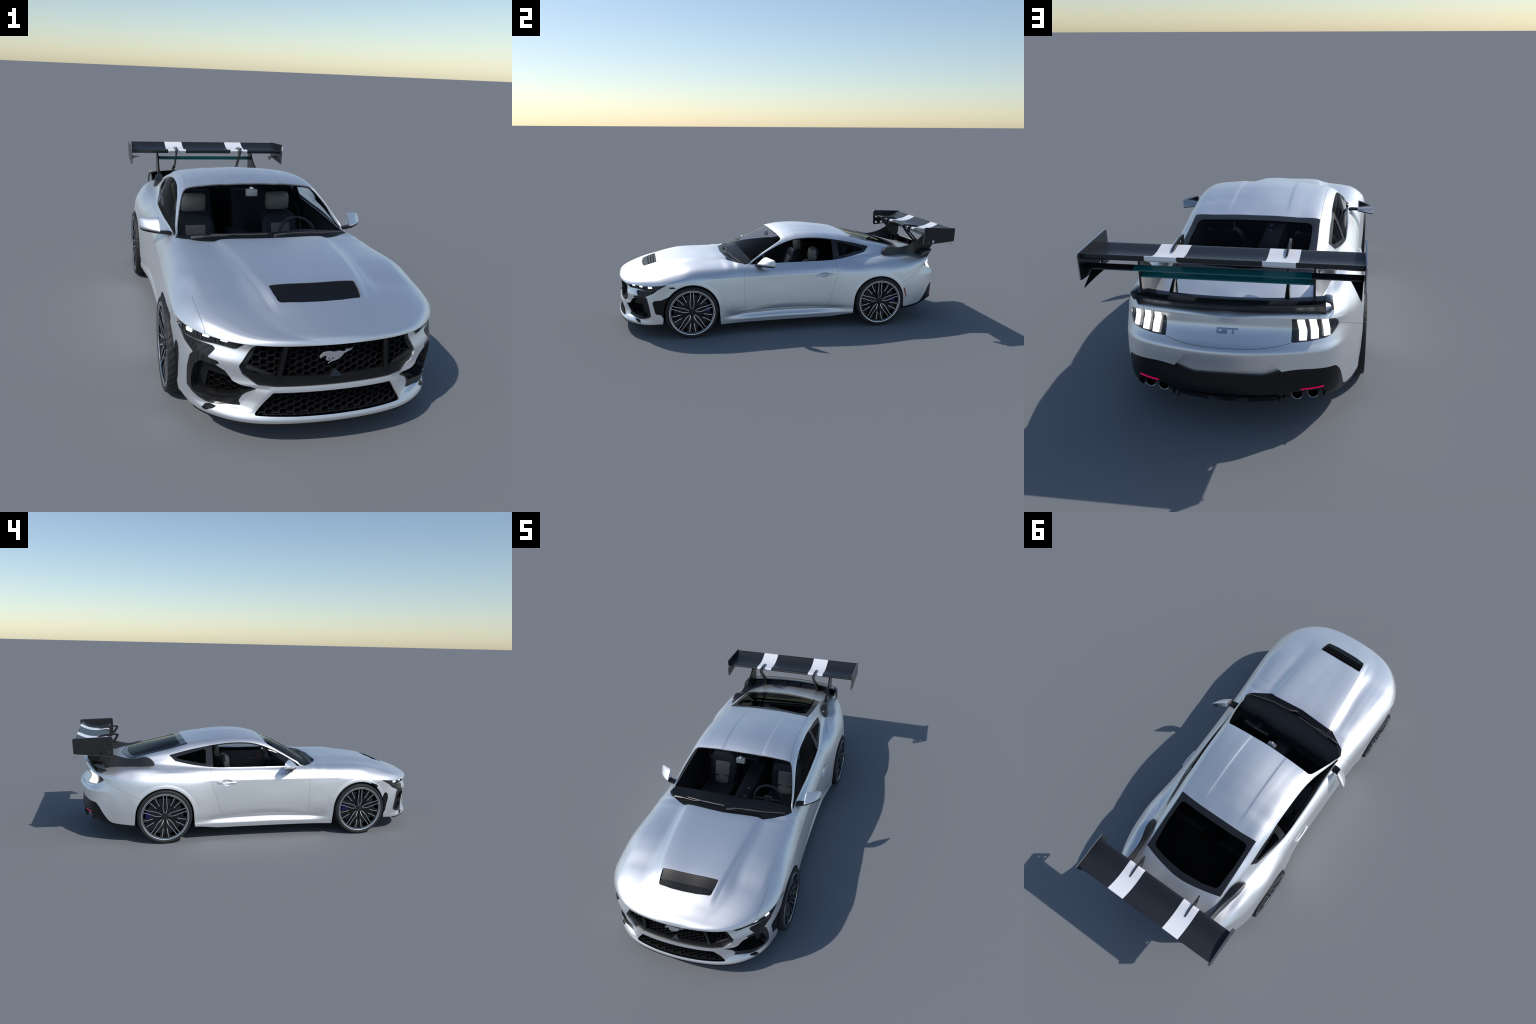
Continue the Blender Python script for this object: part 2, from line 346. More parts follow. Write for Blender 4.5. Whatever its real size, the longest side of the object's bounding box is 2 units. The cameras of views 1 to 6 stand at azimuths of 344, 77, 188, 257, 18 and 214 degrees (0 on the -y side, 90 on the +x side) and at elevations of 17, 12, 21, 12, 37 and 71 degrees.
# ---------------------------------------------------------------- materials
def mat(name,base,rough=.5,metal=0.,coat=0.,coat_r=.05,emit=None,es=1.,spec=.5,noise=None,bump=None):
    m=bpy.data.materials.new(name); m.use_nodes=True; nt=m.node_tree; b=nt.nodes['Principled BSDF']
    b.inputs['Base Color'].default_value=(*base,1); b.inputs['Roughness'].default_value=rough; b.inputs['Metallic'].default_value=metal
    b.inputs['Coat Weight'].default_value=coat; b.inputs['Coat Roughness'].default_value=coat_r; b.inputs['Specular IOR Level'].default_value=spec
    if emit: b.inputs['Emission Color'].default_value=(*emit,1); b.inputs['Emission Strength'].default_value=es
    if noise or bump:
        tc=nt.nodes.new('ShaderNodeTexCoord')
    if noise:   # (scale, amount) gentle tonal mottling
        n=nt.nodes.new('ShaderNodeTexNoise'); n.inputs['Scale'].default_value=noise[0]; n.inputs['Detail'].default_value=5
        nt.links.new(tc.outputs['Object'],n.inputs['Vector'])
        r=nt.nodes.new('ShaderNodeValToRGB'); lo=1-noise[1]; hi=1+noise[1]
        r.color_ramp.elements[0].position=.3; r.color_ramp.elements[1].position=.7
        r.color_ramp.elements[0].color=(*[c*lo for c in base],1); r.color_ramp.elements[1].color=(*[min(1,c*hi) for c in base],1)
        nt.links.new(n.outputs['Fac'],r.inputs['Fac']); nt.links.new(r.outputs['Color'],b.inputs['Base Color'])
    if bump:
        n=nt.nodes.new('ShaderNodeTexNoise'); n.inputs['Scale'].default_value=bump[0]; n.inputs['Detail'].default_value=3
        nt.links.new(tc.outputs['Object'],n.inputs['Vector'])
        bp_=nt.nodes.new('ShaderNodeBump'); bp_.inputs['Strength'].default_value=bump[1]; bp_.inputs['Distance'].default_value=.001
        nt.links.new(n.outputs['Fac'],bp_.inputs['Height']); nt.links.new(bp_.outputs['Normal'],b.inputs['Normal'])
    return m
def carbon_mat(name,dark,light,rough,scale=900.):
    """diagonal twill weave: two crossed wave textures"""
    m=mat(name,dark,rough,0,coat=.25,coat_r=.08,spec=.35); nt=m.node_tree; b=nt.nodes['Principled BSDF']
    tc=nt.nodes.new('ShaderNodeTexCoord'); mp=nt.nodes.new('ShaderNodeMapping'); mp.inputs['Rotation'].default_value=(.6,.5,.785)
    nt.links.new(tc.outputs['Object'],mp.inputs['Vector'])
    ws=[]
    for d in ('X','Y'):
        w=nt.nodes.new('ShaderNodeTexWave'); w.bands_direction=d; w.inputs['Scale'].default_value=scale/6.28*.5; w.inputs['Distortion'].default_value=0
        nt.links.new(mp.outputs['Vector'],w.inputs['Vector']); ws.append(w)
    mu=nt.nodes.new('ShaderNodeMath'); mu.operation='MULTIPLY'; nt.links.new(ws[0].outputs['Fac'],mu.inputs[0]); nt.links.new(ws[1].outputs['Fac'],mu.inputs[1])
    r=nt.nodes.new('ShaderNodeValToRGB'); r.color_ramp.elements[0].color=(*dark,1); r.color_ramp.elements[1].color=(*light,1)
    r.color_ramp.elements[0].position=.1; r.color_ramp.elements[1].position=.6
    nt.links.new(mu.outputs[0],r.inputs['Fac']); nt.links.new(r.outputs['Color'],b.inputs['Base Color'])
    bu=nt.nodes.new('ShaderNodeBump'); bu.inputs['Strength'].default_value=.12; bu.inputs['Distance'].default_value=.0006
    nt.links.new(mu.outputs[0],bu.inputs['Height']); nt.links.new(bu.outputs['Normal'],b.inputs['Normal'])
    return m
def glass_mat(name,tint,ior=1.06,rough=0.):
    m=bpy.data.materials.new(name); m.use_nodes=True; b=m.node_tree.nodes['Principled BSDF']
    b.inputs['Base Color'].default_value=(*tint,1); b.inputs['Roughness'].default_value=rough
    b.inputs['Transmission Weight'].default_value=1; b.inputs['IOR'].default_value=ior
    b.inputs['Coat Weight'].default_value=.08; b.inputs['Coat Roughness'].default_value=.03
    return m
PAINT=mat('silver_paint',(.93,.935,.945),.46,.95,noise=(3.,.012))
BLACK=mat('black_plastic',(.0055,.0057,.0063),.36,spec=.35,noise=(60.,.2))
MESHB=mat('mesh_black',(.006,.006,.007),.45,spec=.4)
GLOSSB=mat('gloss_black',(.012,.013,.015),.16,coat=.6)
FRAME=mat('black_glass_border',(.016,.017,.020),.24)
LINER=mat('matt_black_lining',(.004,.004,.005),.9,spec=.1)
GAP=mat('panel_gap_shadow',(.20,.205,.22),.6)
CARBON=carbon_mat('carbon_fibre',(.010,.010,.011),(.026,.027,.029),.3)
CARBONW=carbon_mat('wing_carbon',(.011,.013,.018),(.020,.023,.029),.48,1300.)
GLASS=glass_mat('clear_glass',(.84,.85,.86),1.03)
TINT=glass_mat('tinted_glass',(.22,.23,.25),1.04)
RUBBER=mat('tyre_rubber',(.016,.016,.017),.62,bump=(180.,.2),noise=(40.,.2))
FINM=mat('lamp_fin_grey',(.22,.22,.23),.25,.7)
RIMD=mat('dark_alloy',(.035,.035,.038),.28,.75,noise=(30.,.15))
RIMS=mat('polished_alloy',(.90,.91,.92),.22,1.)
HUB=mat('hub_cap_black',(.008,.008,.009),.55)
DISC=mat('brake_disc_steel',(.055,.057,.063),.38,.8,noise=(90.,.3))
CALIP=mat('blue_caliper',(.0,.003,.17),.35,coat=.4)
WHITE=mat('white_stripe',(.86,.87,.90),.35,noise=(8.,.01))
TEAL=mat('teal_blade',(.008,.13,.145),.15,coat=.4)
LED=mat('lamp_white',(1,1,1),.3,emit=(1,1,1),es=3.2)
LAMPB=mat('lamp_housing',(.035,.036,.040),.14,.3,coat=.5,noise=(120.,.35))
CHROME=mat('chrome_trim',(.62,.63,.66),.12,1.)
GREYC=mat('grey_casing',(.42,.43,.46),.5)
PINK=mat('red_reflector_glow',(.55,.0,.06),.3,emit=(.75,.0,.12),es=.45)  # emission added so the reflector stays saturated even in shade
AMBER=mat('amber_marker',(.42,.07,.03),.3)
SEATB=mat('black_leather',(.010,.011,.014),.5,noise=(70.,.2),bump=(300.,.15))
SEATG=mat('grey_leather',(.24,.228,.205),.55,noise=(70.,.1),bump=(300.,.15))
DASH=mat('dashboard_black',(.008,.009,.012),.6,bump=(400.,.15))
EXH=mat('exhaust_steel',(.30,.31,.33),.22,1.,noise=(50.,.15))
EMBL=mat('emblem_silver',(.42,.43,.46),.35,.5)
WIPER=mat('wiper_grey',(.10,.095,.09),.4,.2)

# ---------------------------------------------------------------- root
car=empty('sports_car'); car['label']='silver white fastback sports coupe with tall black rear wing'; car['category']='car'
WH=[(-.594,.1485),(.530,.1485)]
def arch_field(P,cy,cz_):
    up=.1595 if cy<0 else .1555; wd=.1575 if cy<0 else .1585
    dy=P[:,1]-cy; dz=P[:,2]-cz_
    above=(np.hypot(dy/wd,dz/up)-1)*up
    below=np.abs(dy)-wd-.085*np.maximum(-dz,0)
    return np.where(dz>0,above,below)

# ---------------------------------------------------------------- body shell
G=body_grid()
Vh,Fh=grid_tris(G)
capmask=np.zeros((G.shape[0]-1,G.shape[1]-1),bool); capmask[:,NB-1:]=True; capmask=np.tile(capmask.ravel(),2)
# wheel-arch lips swell outward; shallow dish behind the door handle
def sm(t): t=np.clip(t,0,1); return t*t*(3-2*t)
x=Vh[:,0]; side=sm((x-.30)/.05)
for cy,cz_ in WH:
    Vh[:,0]+=side*.0015*sm((.021-arch_field(Vh,cy,cz_))/.012)
# white fangs beside the lower intake: the skin folds back toward the corner intake
xe=.1665+(.168-Vh[:,2])/.0675*.0465
fz=sm((Vh[:,2]-.106)/.010)*sm((.186-Vh[:,2])/.012)
Vh[:,1]+=np.where(Vh[:,1]<-.8,.013*np.clip((Vh[:,0]-xe-.010)/.035,0,1)*fz*(1-sm((Vh[:,0]-.285)/.05)),0)
capv=np.zeros(G.shape[:2],bool); capv[:,NB:]=True; capv=capv.ravel()
yv=Vh[:,1]; xv=Vh[:,0]
xc=np.interp(yv,[-.95,-.87,-.70,-.55,-.37],[.143,.1475,.172,.186,.2025])
fade=sm((yv+.90)/.08)*sm((-.335-yv)/.03)*capv
Vh[:,2]+=fade*.0045*np.clip((xc-xv)/.020,0,1)*(1-sm((xc-.028-xv)/.13))
fr=sm((yv+.075)/.03)*sm((.40-yv)/.14)*capv*(Vh[:,2]>.47)
Vh[:,2]-=fr*.0018*np.clip((.113-xv)/.009,0,1)*(1-sm((.104-xv)/.09))
e=((Vh[:,1]-.187)/.034)**2+((Vh[:,2]-.3225)/.0155)**2
Vh[:,0]-=side*.006*sm((1-e)/.7)
Vf=np.concatenate([Vh,Vh*[-1,1,1]]); Ff=np.concatenate([Fh,Fh[:,::-1]+len(Vh)]); cp=np.concatenate([capmask,capmask])
k=np.round(Vf/1e-6).astype(np.int64); _,first,inv=np.unique(k,axis=0,return_index=True,return_inverse=True); inv=inv.ravel()
Vf=Vf[first]; Ff=inv[Ff]; ok=(Ff[:,0]!=Ff[:,1])&(Ff[:,1]!=Ff[:,2])&(Ff[:,0]!=Ff[:,2]); Ff=Ff[ok]; cp=cp[ok]
Nf=vnormals(Vf,Ff)
bvh=BVHTree.FromPolygons(Vf.tolist(),Ff.tolist())
def cast(o,d):
    h=bvh.ray_cast(Vector(o),Vector(d).normalized()); return h[0]
def front_y(x_,z_): h=cast((x_,-2,z_),(0,1,0)); return h.y if h else -.9
def rear_y(x_,z_): h=cast((x_,2,z_),(0,-1,0)); return h.y if h else .9
def side_x(y_,z_,sg=1): h=cast((sg*1,y_,z_),(-sg,0,0)); return h.x if h else sg*.37
def top_z(x_,y_): h=cast((x_,y_,2),(0,0,-1)); return h.z if h else .4
S=Shell(Vf,Ff,Nf,cp)
ax=lambda c:np.abs(c[:,0])
allg=lambda c,cap: np.ones(len(c),bool)
# wheel arches
for cy,cz_ in WH:
    S.cut(lambda P,cy=cy,cz_=cz_:arch_field(P,cy,cz_),lambda c,cap,cy=cy:(ax(c)>.28)&(np.abs(c[:,1]-cy)<.22)&(c[:,2]<.36),'arch')
# side windows
DLO=np.concatenate([spl([(-.251,.3945),(-.2,.429),(-.145,.461),(-.089,.488),(-.04,.5075),(.019,.5235),(.1,.530),(.185,.5255),(.258,.5155),(.37,.4945),(.4955,.4635)],80),
                    spl([(.463,.433),(.375,.4135),(.258,.400),(.125,.3975),(-.11,.3965),(-.248,.394)],50)])
dlo=sdf(DLO); gside=lambda c,cap: cap&(ax(c)>.20)&(c[:,2]>.38)&(c[:,1]>-.30)&(c[:,1]<.56)
S.cut(YZ(dlo),gside,'quarter_trim')
S.cut(lambda P:P[:,1]-.2575,gside,'door_glass',('quarter_trim',))
QG=rounded([(.462,.4525),(.306,.496),(.293,.492),(.297,.418),(.310,.4185),(.44,.4435)],[.012,.010,.012,.010,.008,.012])
S.cut(YZ(sdf(QG)),gside,'quarter_glass',('quarter_trim',))
# windscreen and cowl
WS=np.concatenate([[(0,-.381),(.150,-.3695),(.176,-.368),(.203,-.3715)],spl([(.203,-.3715),(.277,-.327),(.303,-.309),(.322,-.281)],14)[1:],
                   spl([(.322,-.277),(.297,-.172),(.267,-.070),(.262,-.060),(.253,-.0525)],20),spl([(.25,-.0515),(.12,-.056),(0,-.0595)],10),[(-.05,-.0595),(-.05,-.381)]])
gtop=lambda c,cap: cap&(c[:,1]<.05)&(c[:,1]>-.45)
S.cut(XY(sdf(WS)),gtop,'cowl')
GB=np.concatenate([spl([(-.05,-.348),(0,-.348),(.12,-.343),(.22,-.327),(.29,-.299),(.313,-.276)],30),[(.36,-.05),(-.05,0)]])
S.cut(XY(sdf(GB)),gtop,'windscreen',('cowl',))
# rear window
BL=np.concatenate([spl([(0,.3965),(.13,.3955),(.2305,.389)],16),spl([(.2325,.55),(.2325,.7065)],6),spl([(.2325,.7075),(.147,.730),(.031,.7495),(0,.7505)],20),[(-.05,.7505),(-.05,.3965)]])
gback=lambda c,cap: cap&(c[:,1]>.3)&(c[:,1]<.8)
S.cut(XY(sdf(BL)),gback,'rear_window_border')
BLI=rounded([(-.2,.431),(.1,.430),(.207,.424),(.209,.55),(.199,.685),(.12,.705),(0,.716),(-.2,.716)],[0,0,.03,.05,.03,.02,.0,0])
S.cut(XY(sdf(BLI)),gback,'rear_window',('rear_window_border',))
# bonnet vent
VENT=rounded([(-.05,-.774),(.131,-.774),(.128,-.81),(.121,-.848),(.06,-.8555),(-.05,-.857)],[0,.003,.0,.012,0,0])
S.cut(XY(sdf(VENT)),lambda c,cap:cap&(c[:,1]<-.7)&(ax(c)<.2),'vent_opening')
# front fascia openings (wall only)
gf=lambda c,cap:(~cap)&(c[:,1]<-.62)
GR=rounded([(-.05,.32),(.200,.32),(.214,.300),(.2535,.2375),(.243,.213),(.205,.187),(.157,.184),(-.05,.1845)],[0,0,0,.010,.01,.02,.01,0])
S.cut(XZ(sdf(GR)),lambda c,cap:gf(c,cap)&(ax(c)<.30)&(c[:,1]<-.9),'grille_frame')
GRI=rounded([(-.05,.297),(.205,.297),(.2365,.2405),(.221,.220),(.165,.2125),(-.05,.209)],[0,.004,.008,.012,.01,0])
S.cut(XZ(sdf(GRI)),gf,'grille_opening',('grille_frame',))
LG=rounded([(-.05,.1695),(.1665,.168),(.213,.1005),(.1,.0985),(-.05,.098)],[0,.006,.004,0,0])
S.cut(XZ(sdf(LG)),lambda c,cap:gf(c,cap)&(c[:,1]<-.9),'lower_opening')
HLp=np.concatenate([spl([(-.343,.309),(-.366,.2985),(-.402,.283),(-.454,.277),(-.523,.2765),(-.595,.279),(-.668,.2775)],30),[(-.672,.2785),(-.712,.3015),(-.712,.33),(-.33,.33)]])
S.cut(AZ(sdf(HLp)),gf,'headlight_housing')
CB=[(-.370,.2965),(-.399,.283),(-.431,.263),(-.470,.250),(-.493,.242),(-.477,.231),(-.462,.19),(-.454,.131),(-.464,.124),(-.479,.118),(-.507,.112),(-.55,.108),(-.589,.109),(-.64,.1135),(-.694,.117),(-.684,.130),(-.697,.147),(-.712,.157),(-.750,.172),
    (-.664,.192),(-.662,.196),(-.641,.213),(-.640,.2155),(-.599,.229),(-.616,.231),(-.613,.240),(-.565,.244),(-.5785,.255),(-.591,.268),(-.577,.274),(-.523,.2755),(-.45,.2765),(-.402,.2825)]
S.cut(AZ(sdf(CB)),gf,'corner_intake')
FG=rounded([(-.552,.192),(-.63,.190),(-.722,.176),(-.668,.140),(-.60,.133),(-.528,.137)],[.006,.004,.003,.006,.004,.006])
PK=rounded([(-.530,.227),(-.500,.207),(-.484,.165),(-.482,.131),(-.497,.1235),(-.54,.1285),(-.60,.1255),(-.672,.136),(-.733,.175),(-.664,.1925),(-.641,.2135),(-.612,.2275)],[.012,.01,.008,.006,.004,0,0,.004,.002,.001,.001,.003])
S.cut(AZ(sdf(PK)),gf,'intake_pocket',('corner_intake',))
S.cut(AZ(sdf(FG)),gf,'fog_opening',('corner_intake','intake_pocket'))
CL=[(-.530,.088),(-.545,.0905),(-.552,.101),(-.575,.108),(-.607,.106),(-.598,.099),(-.580,.094),(-.565,.087)]
S.cut(AZ(sdf(CL)),gf,'black_bumper_patch')  # flat black patch in place of a splitter clip
# ragged model overlap of carbon and bumper copied as black patches, narrower at -x
CP=[(-.728,.299),(-.705,.289),(-.69,.291),(-.655,.286),(-.665,.265),(-.695,.253),(-.726,.243),(-.76,.226),(-.800,.2225),(-.812,.212),(-.811,.203),(-.803,.17),(-.796,.144),(-.782,.141),(-.767,.139),(-.754,.120),(-.735,.118),(-.70,.15),(-.69,.2),(-.66,.27),(-.69,.30)]
S.cut(YZ(sdf(CP)),lambda c,cap:gf(c,cap)&(c[:,0]>0),'black_bumper_patch')
CN=[(-.690,.291),(-.704,.283),(-.702,.270),(-.680,.262),(-.64,.27),(-.66,.30)]
CN2=[(-.765,.236),(-.776,.225),(-.779,.200),(-.772,.17),(-.766,.13),(-.75,.10),(-.72,.10),(-.735,.17),(-.742,.215),(-.752,.236)]
for p in (CN,CN2): S.cut(YZ(sdf(p)),lambda c,cap:gf(c,cap)&(c[:,0]<0),'black_bumper_patch')
# tail lamps, diffuser, plate panel
gr=lambda c,cap:(~cap)&(c[:,1]>.60)
TL=np.concatenate([[(.187,.395),(.187,.3125)],spl([(.19,.3115),(.24,.3135),(.267,.316),(.299,.3195),(.315,.332),(.3225,.344),(.3165,.3555),(.309,.3645),(.294,.3735)],36),[(.27,.395)]])
S.cut(XZ(sdf(TL)),lambda c,cap:gr(c,cap)&(c[:,1]>.8)&(c[:,2]>.29),'tail_lamp_housing')
DFp=np.concatenate([[(-1.2,.213)],spl([(-.967,.213),(-.894,.212),(-.855,.2115),(-.796,.224),(-.738,.2305),(-.66,.2285),(-.585,.224)],40),spl([(-.574,.2215),(-.551,.205),(-.518,.162),(-.484,.1225),(-.462,.113),(-.43,.1095),(-.314,.1025),(-.30,.102)],40),[(-.30,.0),(-1.2,0)]])
S.cut(BZ(sdf(DFp)),gr,'diffuser')
XC=rounded([(.180,.05),(.186,.1495),(.196,.1535),(.272,.1555),(.281,.151),(.286,.05)],[0,.006,.004,.004,.006,0])
S.cut(XZ(sdf(XC)),gr,'exhaust_cutout',('diffuser',))
PLT=rounded([(-.05,.279),(.098,.2775),(.121,.270),(.1625,.222),(.13,.19),(-.05,.19)],[0,.012,.008,0,0,0])
S.seam(XZ(sdf(PLT)),lambda c,cap:gr(c,cap)&(c[:,1]>.85)&(c[:,2]<.285),.0005,inside='plate_panel')
# panel seams
DOOR=np.concatenate([[(-.235,.43),(-.25,.395)],spl([(-.252,.3925),(-.28,.377),(-.2895,.332),(-.290,.23),(-.288,.14)],26),[(-.287,.1285)],spl([(.165,.1275),(.185,.129),(.205,.143),(.222,.17),(.247,.25),(.2705,.325),(.2715,.345),(.268,.400)],30),[(.262,.43)]])
S.seam(YZ(sdf(DOOR)),lambda c,cap:(ax(c)>.29)&(c[:,2]<.4045)&(c[:,2]>.10),.0005,inside='door')
HOOD=np.concatenate([[(-.1,-1.1),(.328,-1.1)],spl([(.3285,-.872),(.335,-.823),(.340,-.747),(.344,-.65),(.3445,-.5),(.340,-.4),(.331,-.32),(.323,-.284)],40),[(.31,-.2),(-.1,-.2)]])
S.seam(XY(sdf(HOOD)),lambda c,cap:cap&(c[:,1]<-.735),.0005,inside='hood')
S.cut(XY(sdf(HOOD)),lambda c,cap:cap&(c[:,1]<-.272)&(c[:,1]>=-.735),'hood')
ROOF=np.concatenate([[(-.1,-.2),(.262,-.2)],spl([(.2525,-.047),(.242,.023),(.2365,.129),(.2335,.25),(.2315,.392)],30),[(.2315,.45),(-.1,.45)]])
S.seam(XY(sdf(ROOF)),lambda c,cap:cap&(c[:,1]>-.1)&(c[:,1]<.41),.0005,inside='roof')
TR=np.concatenate([[(-.1,.6),(.2333,.6)],spl([(.2335,.70),(.240,.74),(.258,.80),(.262,.86),(.262,.95)],24),[(-.1,.95)]])
S.seam(XY(sdf(TR)),lambda c,cap:cap&(c[:,1]>.69),.0005,inside='trunk_lid')
TRW=np.concatenate([[(-.1,.45),(.1875,.45),(.1875,.3112)],spl([(.184,.3105),(.14,.3035),(.1,.3008),(0,.2995),(-.1,.2995)],20)])
S.seam(XZ(sdf(TRW)),lambda c,cap:gr(c,cap)&(c[:,1]>.88)&(c[:,2]>.28),.0005,inside='trunk_lid')
def line(y0,z0,y1,z1):
    n=np.array([z1-z0,-(y1-y0)]); n/=np.linalg.norm(n); return lambda P:(P[:,1]-y0)*n[0]+(P[:,2]-z0)*n[1]
lf=line(-.727,.309,-.693,.291)
S.seam(lambda P:-lf(P) if lf(np.array([[0,-.9,.3]]))[0]>0 else lf(P),lambda c,cap:(~cap)&(c[:,1]<-.68)&(c[:,1]>-.75)&(c[:,2]>.285),.0005)
lr_=line(.846,.3405,.659,.247); sgn=1 if lr_(np.array([[0,.95,.2]]))[0]<0 else -1
S.seam(lambda P:sgn*lr_(P),lambda c,cap:(~cap)&(c[:,1]>.6)&(ax(c)>.30),.0005,inside='rear_bumper')
# remaining paint by place
c=S.cen(); rest=S.L==0; capt=S.cap
def setl(m,n): S.L[rest&m&(S.L==0)]=S.lab(n)
setl((~capt)&(c[:,1]<-.70),'front_bumper')
setl(capt&(c[:,1]<-.27)|((~capt)&(c[:,1]<-.2875)&(c[:,2]>.125)),'front_fender')
setl((~capt)&(c[:,1]>.70)&((c[:,1]>.86)|(c[:,2]<.35)),'rear_bumper')
setl((~capt)&(c[:,2]<.1295),'side_skirt')
setl(capt&(c[:,2]>.405)&(c[:,1]<.5),'roof_pillar')
S.L[(S.L==0)]=S.lab('quarter_panel')
PAINTED=['front_bumper','front_fender','rear_bumper','side_skirt','roof_pillar','quarter_panel','door','hood','roof','trunk_lid','plate_panel']

def sub(maskT):
    F=S.F[maskT]; u,inv=np.unique(F,return_inverse=True); return S.V[u],inv.reshape(-1,3),S.N[u]
def edges_open(F):
    """directed edges used by one triangle only"""
    e=np.concatenate([F[:,[0,1]],F[:,[1,2]],F[:,[2,0]]]); k=np.sort(e,1); _,i,n=np.unique(k,axis=0,return_index=True,return_counts=True)
    return e[i[n==1]]
def part(name,mask,material,parent,depth=.006,offset=0.,thick=True,keep_centre=True,arch_depth=.028):
    """object from a labelled region; open borders get a flange turned inward"""
    V,F,N=sub(mask)
    if not len(F): return None
    V=V+N*offset; n0=len(V)
    if thick:
        E=edges_open(F); a,b=E[:,0],E[:,1]
        arch=np.zeros(len(E),bool)
        mid=(V[a]+V[b])/2
        for cy,cz_ in WH: arch|=np.abs(arch_field(mid,cy,cz_))<.0012
        arch&=np.abs(mid[:,0])>.3
        da=-N[a]*depth; db=-N[b]*depth
        s_=np.sign(mid[:,0])[:,None]
        da=np.where(arch[:,None],np.concatenate([-s_*arch_depth,0*s_,0*s_],1),da); db=np.where(arch[:,None],np.concatenate([-s_*arch_depth,0*s_,0*s_],1),db)
        A,B,A2,B2=V[a],V[b],V[a]+da,V[b]+db
        fn=np.cross(A-B,A2-B); fn/=np.linalg.norm(fn,axis=1)[:,None]+1e-12
        m=len(E); VV=np.concatenate([V,A,B,A2,B2]); NN=np.concatenate([N,fn,fn,fn,fn]); i=np.arange(m)+n0
        FF=np.concatenate([F,np.stack([i+m,i,i+2*m],1),np.stack([i+m,i+2*m,i+3*m],1)])
        # soften the border: border vertices lean toward the flange a little
        V,F,N=VV,FF,NN
    return mesh_obj(name,V,F,material,parent,N=N)
T=S.cen()
objs={}
for nme in PAINTED:
    m=S.mask(nme)
    if nme in ('front_fender','side_skirt','roof_pillar','quarter_panel','door'):
        for sg in (1,-1):
            objs[nme,sg]=part(nme,m&(np.sign(T[:,0])==sg),PAINT,car)
    else: objs[nme,0]=part(nme,m,PAINT,car,offset=-.010 if nme=='plate_panel' else 0)
part('panel_gap_strip',S.mask('panel_gap_strip'),GAP,car,offset=-.0022,thick=False)  # grey backing strips sunk into the seams, standing in for open gaps
part('windscreen',S.mask('windscreen'),GLASS,car,offset=-.003,thick=False)
part('cowl_panel',S.mask('cowl'),BLACK,car,offset=-.003,depth=.01)
part('rear_window_border',S.mask('rear_window_border'),FRAME,car,offset=-.0008,depth=.004)
part('rear_window',S.mask('rear_window'),TINT,car,offset=-.0025,thick=False)
for sg in (1,-1):
    h=np.sign(T[:,0])==sg
    part('door_glass',S.mask('door_glass')&h,GLASS,objs['door',sg],offset=-.0025,thick=False)
    part('quarter_window_trim',S.mask('quarter_trim')&h,FRAME,car,offset=-.0015,depth=.004)
    part('quarter_window',S.mask('quarter_glass')&h,TINT,car,offset=-.0035,thick=False)
    part('headlight_housing',S.mask('headlight_housing')&h,LAMPB,car,offset=-.004,thick=False)
    part('corner_intake',S.mask('corner_intake')&h,CARBON,car,offset=-.001,depth=.026)
    part('intake_pocket',S.mask('intake_pocket')&h,BLACK,car,offset=-.024,depth=.02)
    part('tail_lamp_housing',S.mask('tail_lamp_housing')&h,LAMPB,car,offset=-.007,thick=False)
part('black_bumper_patch',S.mask('black_bumper_patch'),BLACK,car,offset=-.0006,thick=False)
part('grille_frame',S.mask('grille_frame'),BLACK,car,offset=-.005,depth=.03)
part('diffuser',S.mask('diffuser'),BLACK,car,offset=-.001,depth=.03)
part('vent_recess',S.mask('vent_opening'),LINER,car,offset=-.014,thick=False)
# dark backs behind the mesh openings
for nm in ('grille_opening','lower_opening','fog_opening'):
    V,F,N=sub(S.mask(nm)); V=V-N*(.050 if nm=='fog_opening' else .027); mesh_obj('intake_back',V,F,LINER,car,N=N)
# added black inner skin: stops light, darkens the cabin, gives panels thickness
lin=~S.mask('arch','door_glass','windscreen','rear_window','quarter_glass','panel_gap_strip','grille_opening','lower_opening','fog_opening','vent_opening','headlight_housing','tail_lamp_housing','corner_intake','intake_pocket','black_bumper_patch','exhaust_cutout')
lin&=(T[:,2]>.10)&(T[:,1]>-.80)&(T[:,1]<.84)
V,F,N=sub(lin); mesh_obj('inner_blackout_skin',V-N*.011,F[:,::-1],LINER,car,N=-N)
